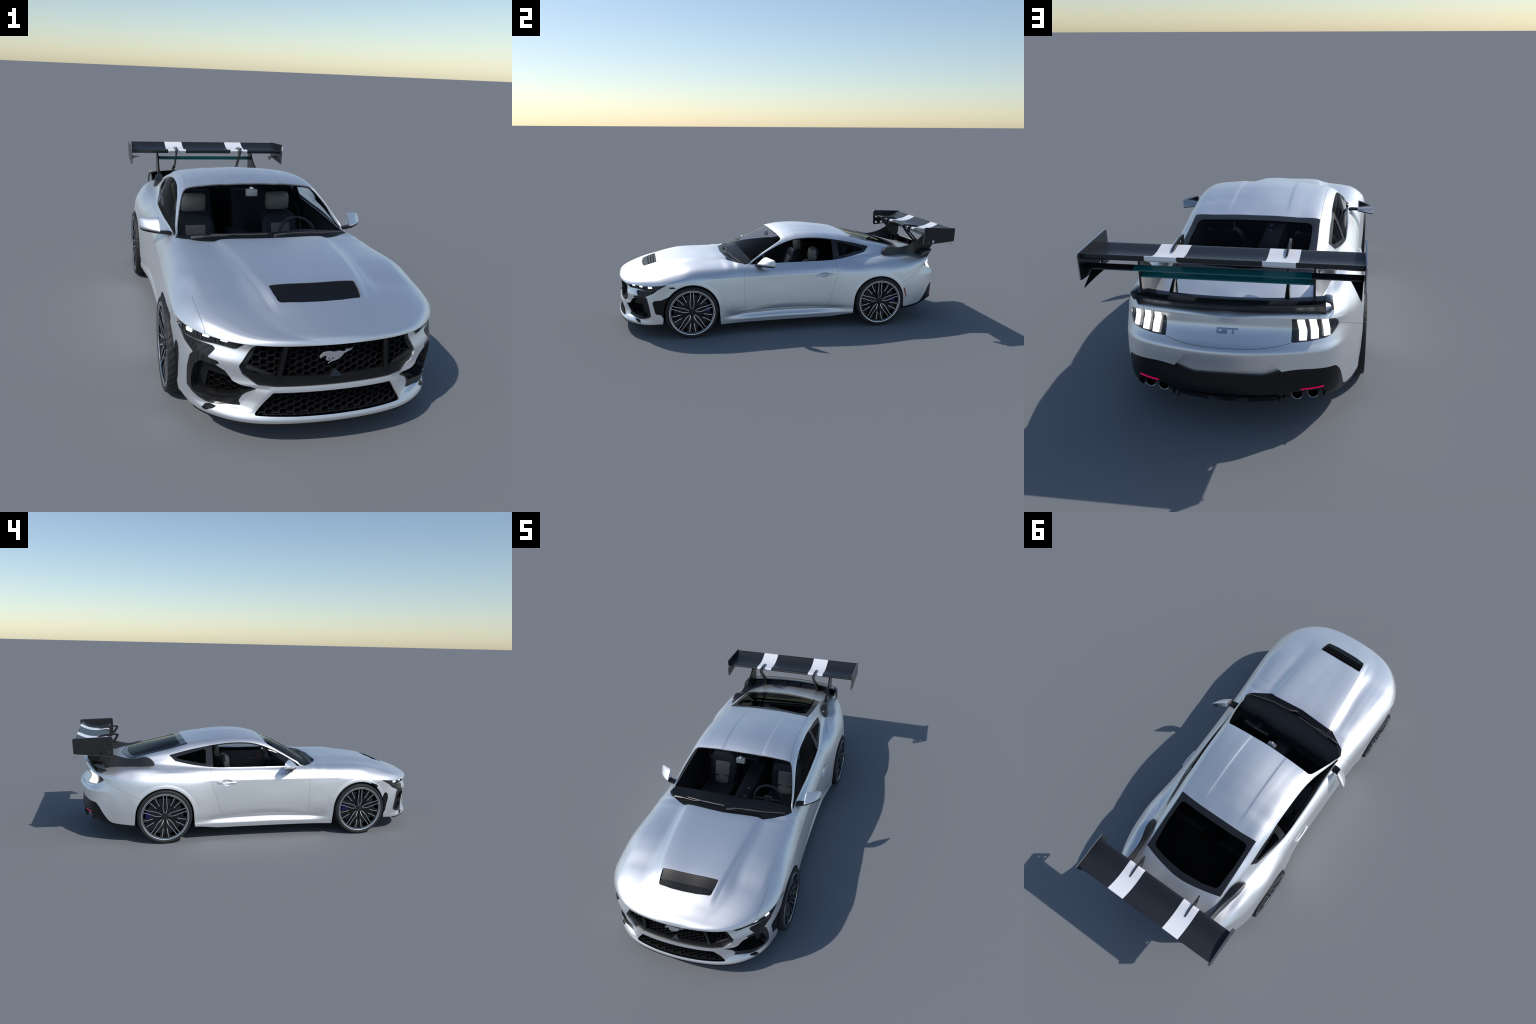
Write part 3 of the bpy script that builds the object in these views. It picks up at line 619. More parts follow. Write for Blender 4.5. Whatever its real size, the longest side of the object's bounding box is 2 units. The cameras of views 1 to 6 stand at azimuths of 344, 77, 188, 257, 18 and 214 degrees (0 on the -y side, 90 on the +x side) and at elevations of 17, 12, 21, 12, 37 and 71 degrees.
# ---------------------------------------------------------------- hexagon mesh in the intakes
def hex_mesh(name,poly2,to3,pitch=.019,row=.0187,ux=(0,1),w=.00075,dep=.009,off=(0,0)):
    f=sdf(poly2); P=np.asarray(poly2); lo=P.min(0)-.03; hi=P.max(0)+.03
    edges=set(); g=Geo()
    for i in range(int((lo[0]-off[0])//pitch),int((hi[0]-off[0])//pitch)+2):
        for j in range(int((lo[1]-off[1])//row),int((hi[1]-off[1])//row)+2):
            cx=i*pitch+off[0]; cy=j*row+(i%2)*row/2+off[1]; h=pitch*2/3; q_=pitch/3
            v=[(cx+h,cy),(cx+q_,cy+row/2),(cx-q_,cy+row/2),(cx-h,cy),(cx-q_,cy-row/2),(cx+q_,cy-row/2)]
            for a in range(6):
                e_=tuple(sorted([tuple(np.round(v[a],5)),tuple(np.round(v[(a+1)%6],5))])); edges.add(e_)
    for a,b in sorted(edges):
        ts=np.linspace(0,1,9); pts=np.array(a)[None]*(1-ts[:,None])+np.array(b)[None]*ts[:,None]
        ins=f(pts)<.002
        if ins.sum()<2: continue
        k_=np.nonzero(ins)[0]; p0,p1=pts[k_[0]],pts[k_[-1]]
        d=p1-p0; L=np.linalg.norm(d)
        if L<1e-4: continue
        n=np.array([-d[1],d[0]])/L*w
        ring=lambda p:[to3(*(p+n),0),to3(*(p-n),0),to3(*(p-n),dep),to3(*(p+n),dep)]
        g.loft([ring(p0),ring(p1)])
    o=g.obj(name,MESHB,car,smooth=False); o['kind']='stuff'; return o
GRI_full=np.concatenate([GRI[GRI[:,0]>0],(GRI[GRI[:,0]>0]*[-1,1])[::-1]])
LG_full=np.concatenate([LG[LG[:,0]>0],(LG[LG[:,0]>0]*[-1,1])[::-1]])
_c={}
def fy(x_,z_):
    k_=(round(abs(x_),4),round(z_,4))
    if k_ not in _c: _c[k_]=front_y(min(abs(x_),.27),min(max(z_,.075),.297))
    return _c[k_]
hex_mesh('grille_mesh',GRI_full,lambda u,v,d:(u,fy(u,v)+.0095+d,v),off=(0,.005))
hex_mesh('lower_grille_mesh',LG_full,lambda u,v,d:(u,fy(u,v)+.0105+d,v),off=(0,.001))
def corner_pt(a,z_,d):
    """point on the unrolled front corner at x+y=a: cast along the diagonal"""
    h=cast((a/2+.9,a/2-.9,z_),(-1,1,0)); h=h if h else Vector((.3,-.9,z_)); return (h.x-.7071*d,h.y+.7071*d,z_)
for sg in (1,-1):
    hex_mesh('fog_mesh',FG,lambda u,v,d,sg=sg:(lambda p:(sg*p[0],p[1],p[2]))(corner_pt(u,v,.028+d)),pitch=.0225,row=.0187,off=(.004,.006))
# upright dividers and corner blades of the grille
g=Geo()
for sg in (1,-1):
    r=[]
    for xa,za,w_ in ((.1385,.299,.0065),(.1515,.205,.0055)):
        y0=fy(xa,za)
        r.append([(sg*(xa-w_),y0+.001,za),(sg*(xa+w_),y0+.001,za),(sg*(xa+w_),y0+.02,za),(sg*(xa-w_),y0+.02,za)])
    g.loft(r)
g.obj('grille_divider',BLACK,car,bevel=.001)
g=Geo()
for sg in (1,-1):
    y0=fy(.2,.23)
    g.add([(sg*.233,y0+.014,.243),(sg*.160,y0-.002,.2125),(sg*.165,y0-.001,.2065),(sg*.238,y0+.012,.232),(sg*.225,y0+.026,.246),(sg*.160,y0+.018,.214),(sg*.165,y0+.018,.207),(sg*.23,y0+.026,.232)],
          [(0,1,2,3),(4,7,6,5),(0,4,5,1),(1,5,6,2),(2,6,7,3),(3,7,4,0)])
g.obj('grille_corner_blade',CARBON,car,bevel=.001)
g=Geo(); y0=fy(0,.205)   # little radar hump below the emblem
g.add([(-.019,y0+.0,.206),(.019,y0,.206),(0,y0+.012,.2235),(-.012,y0+.02,.207),(.012,y0+.02,.207)],[(0,1,2),(1,4,2),(4,3,2),(3,0,2),(0,3,4,1)])
g.obj('sensor_hump',GLOSSB,car)
# floor of the lower intake and front splitter
g=Geo()
ring=np.array([p for p in G[:,0,:]])            # bottom row of the wall
tan=np.gradient(ring[:,:2],axis=0); nr=np.stack([tan[:,1],-tan[:,0]],1); nr/=np.linalg.norm(nr,axis=1)[:,None]; nr[0]=[0,-1]
idx=[i for i in range(len(ring)) if ring[i,1]<-.835][::3]
def strip(o0,o1,z0,z1,xmax=.36):
    R=[]
    for i in idx[::-1]+[None]+idx:
        pass
    half=[(ring[i,0],ring[i,1],nr[i]) for i in idx if ring[i,0]<xmax]
    full=[(-x_,y_,(-n_[0],n_[1])) for x_,y_,n_ in half[::-1]]+half[1:]
    for x_,y_,n_ in full:
        R.append([(x_+n_[0]*o0,y_+n_[1]*o0,z1),(x_+n_[0]*o1,y_+n_[1]*o1,z1),(x_+n_[0]*(o1+.001),y_+n_[1]*(o1+.001),z0+.004),(x_+n_[0]*(o1-.004),y_+n_[1]*(o1-.004),z0),(x_+n_[0]*o0,y_+n_[1]*o0,z0)])
    return R
Geo().loft(strip(-.06,-.0005,.0685,.0815)).obj('front_splitter',BLACK,car,sharp=40)
Geo().loft(strip(-.05,-.012,.094,.0995,.205)).obj('intake_floor',BLACK,car,sharp=40)
# emblem on the grille: running horse silhouette
H=[(298,518),(318,492),(350,466),(388,457),(430,452),(470,464),(505,471),(560,459),(606,466),(638,478),(662,466),(664,447),(690,439),(718,446),(760,430),(738,458),(702,468),(678,480),(640,494),(626,518),(603,540),(562,568),(520,584),(470,592),(440,607),(478,574),(520,554),(545,538),(520,545),(470,544),(466,560),(476,579),(462,586),(450,566),(441,550),(422,548),(412,560),(440,569),(436,580),(406,578),(391,560),(401,540),(390,520),(375,505),(345,514),(322,530),(304,535)]
hp=[((u-529)*.09/462,.2615-(v-518)*.000213) for u,v in H]
hp=[(u,v) for u,v in hp]
plate_with_holes('horse_emblem',hp,[],Matrix.Translation((0,-.9765,0))@Matrix.Rotation(math.radians(90),4,'X'),.004,EMBL,car,.0006)
# headlamps: three lit cells with bright fins under the bonnet edge
for sg in (1,-1):
    g=Geo(); fins=Geo(); bz=Geo()
    for a0,a1,zt in ((-.474,-.446,.3005),(-.558,-.531,.3025),(-.638,-.611,.3035)):
        R=[]
        for a in (a0,a1):
            p=corner_pt(a,zt-.010,-.0003); q_=corner_pt(a,zt-.010,.006)
            R.append([(sg*p[0],p[1],zt-.0095),(sg*p[0],p[1],zt-.001),(sg*q_[0],q_[1],zt-.001),(sg*q_[0],q_[1],zt-.0095)])
        g.loft(R)
        for a in (a0+.036,a0+.043,a1+.028):
            R=[]
            for zz,d in ((zt-.001,.0005),(zt-.0215,.0005)):
                p=corner_pt(a,zz,d); p2=corner_pt(a+.0022,zz,d); q_=corner_pt(a+.0022,zz,d+.008); q2=corner_pt(a,zz,d+.008)
                R.append([(sg*t[0],t[1],t[2]) for t in (p,p2,q_,q2)])
            fins.loft(R)
    g.obj('headlight_cell',LED,car,smooth=False); fins.obj('headlight_fin',FINM,car,smooth=False)
    pts=[corner_pt(a,z_,.0015) for a,z_ in spl([(-.40,.2845),(-.454,.280),(-.523,.2795),(-.595,.2815),(-.666,.2805),(-.706,.298)],30)]
    Geo().tube([(sg*p[0],p[1],p[2]) for p in pts],.0014,6).obj('headlight_bezel',GLOSSB,car)
# bonnet vent louvres
def louvre(yf,yr,lift0,lift1,xm,name):
    R=[]
    for x_ in np.linspace(-xm,xm,15):
        zf=top_z(x_,yf); zr=top_z(x_,yr)
        R.append([(x_,yf,zf+lift0),(x_,yr,zr+lift1),(x_,yr,zr+lift1-.0025),(x_,yf,zf+lift0-.0025)])
    return Geo().loft(R).obj(name,LOUV,car,sharp=40)
LOUV=mat('vent_louvre',(.006,.007,.010),.4,spec=.3)
louvre(-.8535,-.823,-.0012,-.0012,.1185,'vent_front_plate')
for k_ in range(3): louvre(-.8215+.0158*k_,-.8075+.0158*k_,-.0075,-.0005,.1235+.0016*k_,'vent_louvre')
# wipers
def wiper(pts,blade,name):
    lift=.006
    P=lambda x_,y_,l=lift:(x_,y_,top_z(x_,y_)+l)
    g=Geo(); a=pts[0]; b=pts[1]
    g.tube([P(*a),P(*b)],[.0055,.0045],6); g.tube([P(*b,.007),P(*pts[2],.008),P(*pts[3],.008)],.0022,6)
    g.tube([P(*q_,.0045) for q_ in blade],.0026,6); return g.obj(name,WIPER,car)
wiper([(-.275,-.323),(-.229,-.327),(-.165,-.336),(-.123,-.331)],[(-.205,-.320),(-.12,-.330),(-.005,-.3345)],'wiper')
wiper([(.015,-.358),(.059,-.339),(.12,-.334),(.17,-.331)],[(.10,-.3345),(.17,-.330),(.294,-.301)],'wiper')

# ---------------------------------------------------------------- mirrors, handles, marker
for sg in (1,-1):
    d=objs['door',sg]
    # wing mirror: wedge that sweeps back toward its outer tip
    def msec(u,grow=0.,n=22):
        x_=.3655+.0685*u; yb=-.1650+.0415*u; zt=.4435-.0105*u-.004*max(0,u-.85)/.15; zb=.3935+.001*u+.006*max(0,u-.9)/.1
        dd=.0485*math.sqrt(max(0,1-u**2.6))+.0025; zf=.4035+.006*u
        P_=[(0,zt),(.22*dd,zt-.10*(zt-zf)),(.55*dd,zt-.42*(zt-zf)),(.85*dd,zf+.20*(zt-zf)),(dd,zf),(.90*dd,zf-.45*(zf-zb)),(.45*dd,zb),(0,zb)]
        c_=catmull(P_,n); return x_,yb,c_
    us=[0,.02,.06,.15,.3,.45,.6,.75,.86,.94,.985,1]
    R=[]
    for k_,u in enumerate(us):
        x_,yb,c_=msec(u); s_=(.90,.97,1)[min(k_,2)] if k_<3 else (.985,.93,.80)[k_-9] if k_>=9 else 1
        cc_=c_.mean(0); c_=cc_+(c_-cc_)*s_ if s_<1 else c_
        R.append([(sg*x_,yb-p[0],p[1]) for p in c_])
    Geo().loft(R).obj('mirror_cap',PAINT,d,sharp=50)
    gl=[];rim=[]
    for u0,k_ in ((.055,1),(.93,-1)):
        x_,yb,c_=msec(u0); zt,zb=c_[0][1]-.0035,c_[-1][1]+.0025; gl+= [(sg*x_,yb+.0014,zt),(sg*x_,yb+.0014,zb)] if k_>0 else [(sg*x_,yb+.0014,zb),(sg*x_,yb+.0014,zt)]
    gp=rounded([(p[0],p[2]) for p in gl],.006); ys=lambda x_:-.1650+.0415*(abs(x_)-.3655)/.0685
    Geo().prism([tuple(p) for p in gp],lambda u,v,dq:(u,ys(u)+dq,v),-.002,.0012).obj('mirror_glass',CHROME,d,sharp=20)
    R=[]
    for u in (.0,.1,.3,.6,.85,.95):
        x_,yb,c_=msec(u); dd=-(min(-p[0] for p in c_))*.86; zb=c_[-1][1]+.001
        R.append([(sg*x_,yb+.0008,zb),(sg*x_,yb-dd,zb+.0015),(sg*x_,yb-dd*.92,zb-.0035),(sg*x_,yb+.0008,zb-.004)])
    Geo().loft(R).obj('mirror_underside',BLACK,d,bevel=.0008)
    RR=[]
    for x_,y_,z_,hy,hz in ((.326,-.2,.3925,.020,.0055),(.345,-.198,.3935,.020,.0060),(.362,-.193,.3945,.019,.0055),(.380,-.188,.3955,.018,.0045)):
        RR.append([(sg*x_,y_+hy*math.cos(a),z_+hz*math.sin(a)) for a in np.linspace(0,2*math.pi,12,endpoint=False)])
    Geo().loft(RR).obj('mirror_stalk',BLACK,d)
    # door handle bar over its dish
    R=[]
    for y_,h_,o_ in ((.133,.001,.000),(.135,.0035,.004),(.142,.0042,.0065),(.187,.0042,.0085),(.233,.0042,.0065),(.240,.0035,.004),(.2425,.001,.000)):
        z_=.3205+(y_-.133)*.058; xs=.3745+o_
        R.append([(sg*(xs+.004*math.cos(a)),y_,z_+h_*math.sin(a)) for a in np.linspace(0,2*math.pi,14,endpoint=False)])
    Geo().loft(R).obj('door_handle',PAINT,d,sharp=60)
g=Geo(); R=[]
for y_,z_,w_ in ((.691,.2225,.005),(.698,.195,.0045),(.7085,.165,.003)):
    xs=side_x(y_,z_); R.append([(xs+.002,y_-w_,z_),(xs+.002,y_+w_,z_),(xs-.006,y_+w_,z_),(xs-.006,y_-w_,z_)])
g.loft(R); g.obj('side_marker',AMBER,car,bevel=.0008)

# ---------------------------------------------------------------- tail: lamps, badge, diffuser, exhausts
def rear_pt(x_,z_,o_): return (x_,rear_y(x_,z_)+o_,z_)
for sg in (1,-1):
    for prof in (((.2005,.2245,.3765),(.2035,.2285,.352),(.206,.2315,.343),(.2085,.2325,.3165)),
                 ((.2345,.2575,.3775),(.238,.2615,.352),(.240,.2645,.343),(.2425,.2660,.3185)),
                 ((.2705,.2915,.376),(.2735,.2945,.352),(.2755,.2965,.343),(.2785,.2990,.3215))):
        R=[]
        for xa,xb,z_ in catmull([(p[0]+.0016,p[1]-.0016,p[2]) for p in prof],9):
            pts=[rear_pt(sg*x_,z_,-.0005) for x_ in np.linspace(xa,xb,5)]
            R.append(pts+[(p[0],p[1]-.0015,p[2]) for p in pts[::-1]])
        Geo().loft(R).obj('tail_lamp_bar',LED,car,sharp=50)
# badge letters
g=Geo()
def letter(x0,x1,z0,z1): # viewed from behind +x is on the left
    n=3; R=[]
    for t in np.linspace(0,1,n):
        x_=x0+(x1-x0)*t
        R.append([rear_pt(x_,z0,.0025),rear_pt(x_,z1,.0025),rear_pt(x_,z1,-.004),rear_pt(x_,z0,-.004)])
    g.loft(R)
letter(.031,-.032,.3425,.3455); letter(.031,.0275,.332,.3425); letter(.0275,.001,.332,.3352); letter(.0045,.001,.3352,.340); letter(.0165,.0045,.3372,.340); letter(-.0145,-.0185,.331,.3425)
g.obj('badge_letters',mat('badge_blue_grey',(.34,.38,.46),.32,.7),car,smooth=False)
# diffuser: centre block, fins, light bar, glowing reflectors, exhaust tips
g=Geo()
def rear_low(x_): return rear_y(x_,.142)
R=[]
for x_,zt,zb in ((-.150,.142,.120),(-.135,.141,.117),(-.07,.140,.115),(0,.139,.114),(.07,.140,.115),(.135,.141,.117),(.150,.142,.120)):
    y_=rear_low(x_); R.append([(x_,y_+.004,zt),(x_,y_-.012,zb),(x_,y_-.10,zb+.002),(x_,y_-.10,zt)])
g.loft(R); g.obj('diffuser_centre',BLACK,car,sharp=30,bevel=.0012)
g=Geo()
for sg in (1,-1):
    for x0,lean,zb in ((.148,.010,.110),(.168,.004,.117),(.290,-.008,.120)):
        y_=rear_low(sg*x0)
        g.loft([[(sg*(x0-.003),y_+.006,.140),(sg*(x0+.003),y_+.006,.140),(sg*(x0+.003),y_-.12,.130),(sg*(x0-.003),y_-.12,.130)],
                [(sg*(x0+lean-.002),y_-.004,zb),(sg*(x0+lean+.002),y_-.004,zb),(sg*(x0+lean+.002),y_-.10,zb+.008),(sg*(x0+lean-.002),y_-.10,zb+.008)]])
g.obj('diffuser_fin',BLACK,car,bevel=.0008)
y_=rear_low(0)
Geo().add([(-.066,y_-.001,.135),(.066,y_-.001,.135),(.055,y_-.0105,.1175),(-.055,y_-.0105,.1175),(-.066,y_-.03,.135),(.066,y_-.03,.135),(.055,y_-.03,.1175),(-.055,y_-.03,.1175)],[(0,1,2,3),(4,7,6,5),(0,4,5,1),(3,2,6,7),(0,3,7,4),(1,5,6,2)]).obj('rear_fog_lamp',mat('lamp_grey',(.05,.052,.06),.12,.3),car,bevel=.001)
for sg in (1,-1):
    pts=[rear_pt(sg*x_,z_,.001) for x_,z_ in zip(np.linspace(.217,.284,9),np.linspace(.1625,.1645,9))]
    Geo().loft([[(p[0],p[1]-.004,p[2]-.0014),(p[0],p[1]+.0015,p[2]-.0014),(p[0],p[1]+.0015,p[2]+.0014),(p[0],p[1]-.004,p[2]+.0014)] for p in pts]).obj('glowing_reflector',PINK,car,bevel=.0005)
    for xe,ye in ((.205,.934),(.2515,.920)):
        t=Geo().lathe([(.0125,-.10),(.0165,-.098),(.0172,-.02),(.0174,-.002),(.0168,0),(.0150,-.001),(.0145,-.012),(.0140,-.09)],40)
        t.V=[(sg*xe+v[1],ye+v[0],.1385+v[2]) for v in t.V]; t.obj('exhaust_tip',EXH,car,sharp=40)
        b=Geo().lathe([(.0,-.06),(.0145,-.06)],40); b.V=[(sg*xe+v[1],ye+v[0],.1385+v[2]) for v in b.V]; b.obj('exhaust_dark_plug',LINER,car,fix=False)  # matt black disc added inside the tip to make it look hollow

# ---------------------------------------------------------------- underbody and wheel wells
g=Geo(); g.box((0,-.02,.098),(.262,.86,.006)); g.box((0,-.03,.0935),(.355,.385,.008)); g.box((0,-.83,.090),(.27,.07,.006)); g.box((0,.78,.122),(.29,.07,.006))
g.obj('underbody',BLACK,car)
for cy,cz_ in WH:
    for sg in (1,-1):
        g=Geo(); R=[]
        for x_ in (.24,.368):
            R.append([(sg*x_,cy+.1625*math.cos(a),cz_+.1625*math.sin(a)) for a in np.linspace(-.45,math.pi+.45,40)])
        g.loft(R,caps=False,closed=False)
        c0=[(sg*.24,cy,cz_)]+R[0]; g.add(c0,[(0,i,i+1) for i in range(1,len(c0)-1)])
        g.obj('wheel_well',LINER,car,fix=False)

# ---------------------------------------------------------------- wheels (axis x, outer face at +x)
def wheel_parts():
    out=[]
    # tyre with tread blocks
    prof=[(.128,-.040),(.134,-.044),(.1415,-.0455),(.1455,-.043),(.1478,-.036),(.1485,-.020),(.1485,-.006),(.1485,.006),(.1485,.020),(.1478,.036),(.1455,.0435),(.1415,.0465),(.134,.0455),(.1295,.0425),(.128,.040)]
    prof=[tuple(p) for p in catmull(prof,46)]
    n=240; V=[];F=[];k_=len(prof)
    for i in range(n):
        a=2*math.pi*i/n
        for j,(r,x_) in enumerate(prof):
            ph=(i+ (2 if x_>0 else 0)+int(abs(x_)*220))%6
            gr_=.0022 if (ph==0 and r>.1425 and abs(x_)>.010) else 0
            if abs(abs(x_)-.011)<.0016 or abs(abs(x_)-.027)<.0014: gr_=.0025
            V.append((x_,(r-gr_)*math.cos(a),(r-gr_)*math.sin(a)))
        for j in range(k_-1): F.append((i*k_+j,i*k_+j+1,((i+1)%n)*k_+j+1,((i+1)%n)*k_+j))
    g=Geo(); g.add(V,F); out.append(('tyre',g,RUBBER,35))
    g=Geo().lathe([(.1285,.041),(.1300,.0440),(.1295,.0455),(.1270,.0458),(.1245,.0445)],120); out.append(('rim_lip',g,RIMS,40))
    g=Geo().lathe([(.1245,.0445),(.1225,.040),(.1165,.034),(.1135,.018),(.1125,-.03),(.1285,-.040)],96); out.append(('rim_barrel',g,RIMD,50))
    g=Geo().lathe([(.1205,.0425),(.1212,.0438),(.1192,.0440),(.1182,.0428)],120); out.append(('rim_ring',g,RIMS,40))
    D=Geo(); P=Geo()
    def pol(r,a,x_): return (x_,r*math.sin(a),r*math.cos(a))
    def bar(geo,pts,w,x0,x1):
        """flat bar following (radius, angle-offset metres) points about a given direction"""
        R=[]
        for i,(px,py) in enumerate(pts):
            a=np.array(pts[max(i-1,0)]); b=np.array(pts[min(i+1,len(pts)-1)]); t=(b-a)/np.linalg.norm(b-a); n_=np.array([-t[1],t[0]])
            ww=w[i] if not np.isscalar(w) else w
            xx0=x0[i] if not np.isscalar(x0) else x0
            l=(px+n_[0]*ww,py+n_[1]*ww); r_=(px-n_[0]*ww,py-n_[1]*ww)
            R.append([(xx0,*l),(xx0,*r_),(x1,*r_),(x1,*l)])
        geo.loft(R)
    for s_ in range(5):
        a0=2*math.pi*s_/5
        rot=lambda r,o,a=a0:(r*math.sin(a)+o*math.cos(a), r*math.cos(a)-o*math.sin(a))
        # main twin spoke: leaf-shaped pair of bright edges on a dark body
        for sd in (1,-1):
            path=[(.0185,.003),(.030,.0075),(.045,.0110),(.060,.0115),(.078,.0095),(.098,.0085),(.1165,.0095)]
            path=catmull(path,16)
            face=np.interp(path[:,0],[.018,.05,.117],[.033,.0385,.0425])
            bar(P,[rot(r,sd*o) for r,o in path],.0017,list(face),.030)
            bar(D,[rot(r,sd*o) for r,o in path],.0030,list(face-.0016),.016)
        bar(D,[rot(r,0) for r in (.018,.045,.065,.080)],[.004,.0095,.0095,.006],[.030,.034,.035,.035],.016)
        # split secondary spokes between the twins
        for sd in (1,-1):
            am=a0+sd*math.radians(36-9.5)
            rt=lambda r,o,a=am:(r*math.sin(a)+o*math.cos(a), r*math.cos(a)-o*math.sin(a))
            bar(D,[rt(.030,sd*-.002),rt(.060,0),rt(.090,sd*.0015),rt(.1175,sd*.001)],[.0036,.0046,.0046,.0052],[.028,.0345,.0375,.0400],.014)
            bar(P,[rt(.066,0),rt(.090,sd*.0015),rt(.1135,sd*.001)],.0019,[.0362,.0385,.0408],.030)
            # forked dark braces
            for r0,o0,r1,o1 in ((.052,0,.082,sd*.0105),(.082,sd*.0105,.116,sd*.0125),(.055,0,.088,-sd*.0085),(.088,-sd*.0085,.117,-sd*.0075)):
                bar(D,[rt(r0,o0),rt(r1,o1)],.0026,[.032,.0375],.018)
    out.append(('spoke_body',D,RIMD,30)); out.append(('spoke_edge',P,RIMS,30))
    out.append(('hub',Geo().lathe([(0,.0395),(.0155,.0395),(.0168,.0380),(.0168,.030)],48),HUB,30))
    g=Geo().lathe([(.0168,.034),(.0225,.033),(.026,.029),(.026,.010)],48); out.append(('hub_ring',g,RIMD,30))
    g=Geo().lathe([(.025,.022),(.100,.022),(.100,.010),(.025,.010)],72); out.append(('brake_disc',g,DISC,30))
    return out
def caliper():
    g=Geo(); R=[]
    for a in np.linspace(math.radians(66),math.radians(112),12):
        R.append([(.028,.072*math.sin(a),.072*math.cos(a)),(.028,.104*math.sin(a),.104*math.cos(a)),(-.012,.106*math.sin(a),.106*math.cos(a)),(-.012,.072*math.sin(a),.072*math.cos(a))])
    return g.loft(R)
built=None
for wi,(cy,cz_) in enumerate(WH):
    for sg in (1,-1):
        wh=empty('wheel',car,(sg*.3612,cy,cz_))
        if sg<0: wh.rotation_euler=(0,0,math.pi)
        if built is None:
            built=[]
            for nm,g,mt,sh in wheel_parts(): built.append(g.obj(nm,mt,wh,sharp=sh,bevel=.0005 if nm in('spoke_body',) else 0,seg=1))
        else:
            for o in built: q_=o.copy(); link(q_,wh)
        g=caliper(); g.V=[(v[0],v[1]*sg,v[2]) for v in g.V]; g.obj('brake_caliper',CALIP,wh,bevel=.002)
# ---------------------------------------------------------------- rear wing
wing=empty('rear_wing',car); WX=.0055
top=catmull([(.816,.551),(.820,.5555),(.827,.5570),(.850,.5545),(.880,.5505),(.910,.5515),(.940,.5580),(.962,.5670),(.979,.5750)],26)
bot=catmull([(.9805,.5740),(.979,.5655),(.955,.5510),(.925,.5410),(.895,.5355),(.865,.5335),(.838,.5365),(.821,.5440),(.816,.551)],26)
SEC=np.concatenate([top,bot[:-1]])
def span(x0,x1,grow=0.):
    c0=SEC.mean(0); R=[]
    d=SEC-c0
    n=np.stack([np.gradient(SEC[:,1]),-np.gradient(SEC[:,0])],1); n/=np.linalg.norm(n,axis=1)[:,None]+1e-9
    s_=SEC-n*grow
    for x_ in np.linspace(x0,x1,4): R.append([(x_+WX,p[0],p[1]) for p in s_])
    return R
for x0,x1 in ((-.393,-.2095),(-.1185,.1185),(.2095,.393)): Geo().loft(span(x0,x1)).obj('wing_blade',CARBONW,wing,sharp=40)
for x0,x1 in ((-.2097,-.1183),(.1183,.2097)): Geo().loft(span(x0,x1,.0007)).obj('wing_stripe',WHITE,wing,sharp=40)
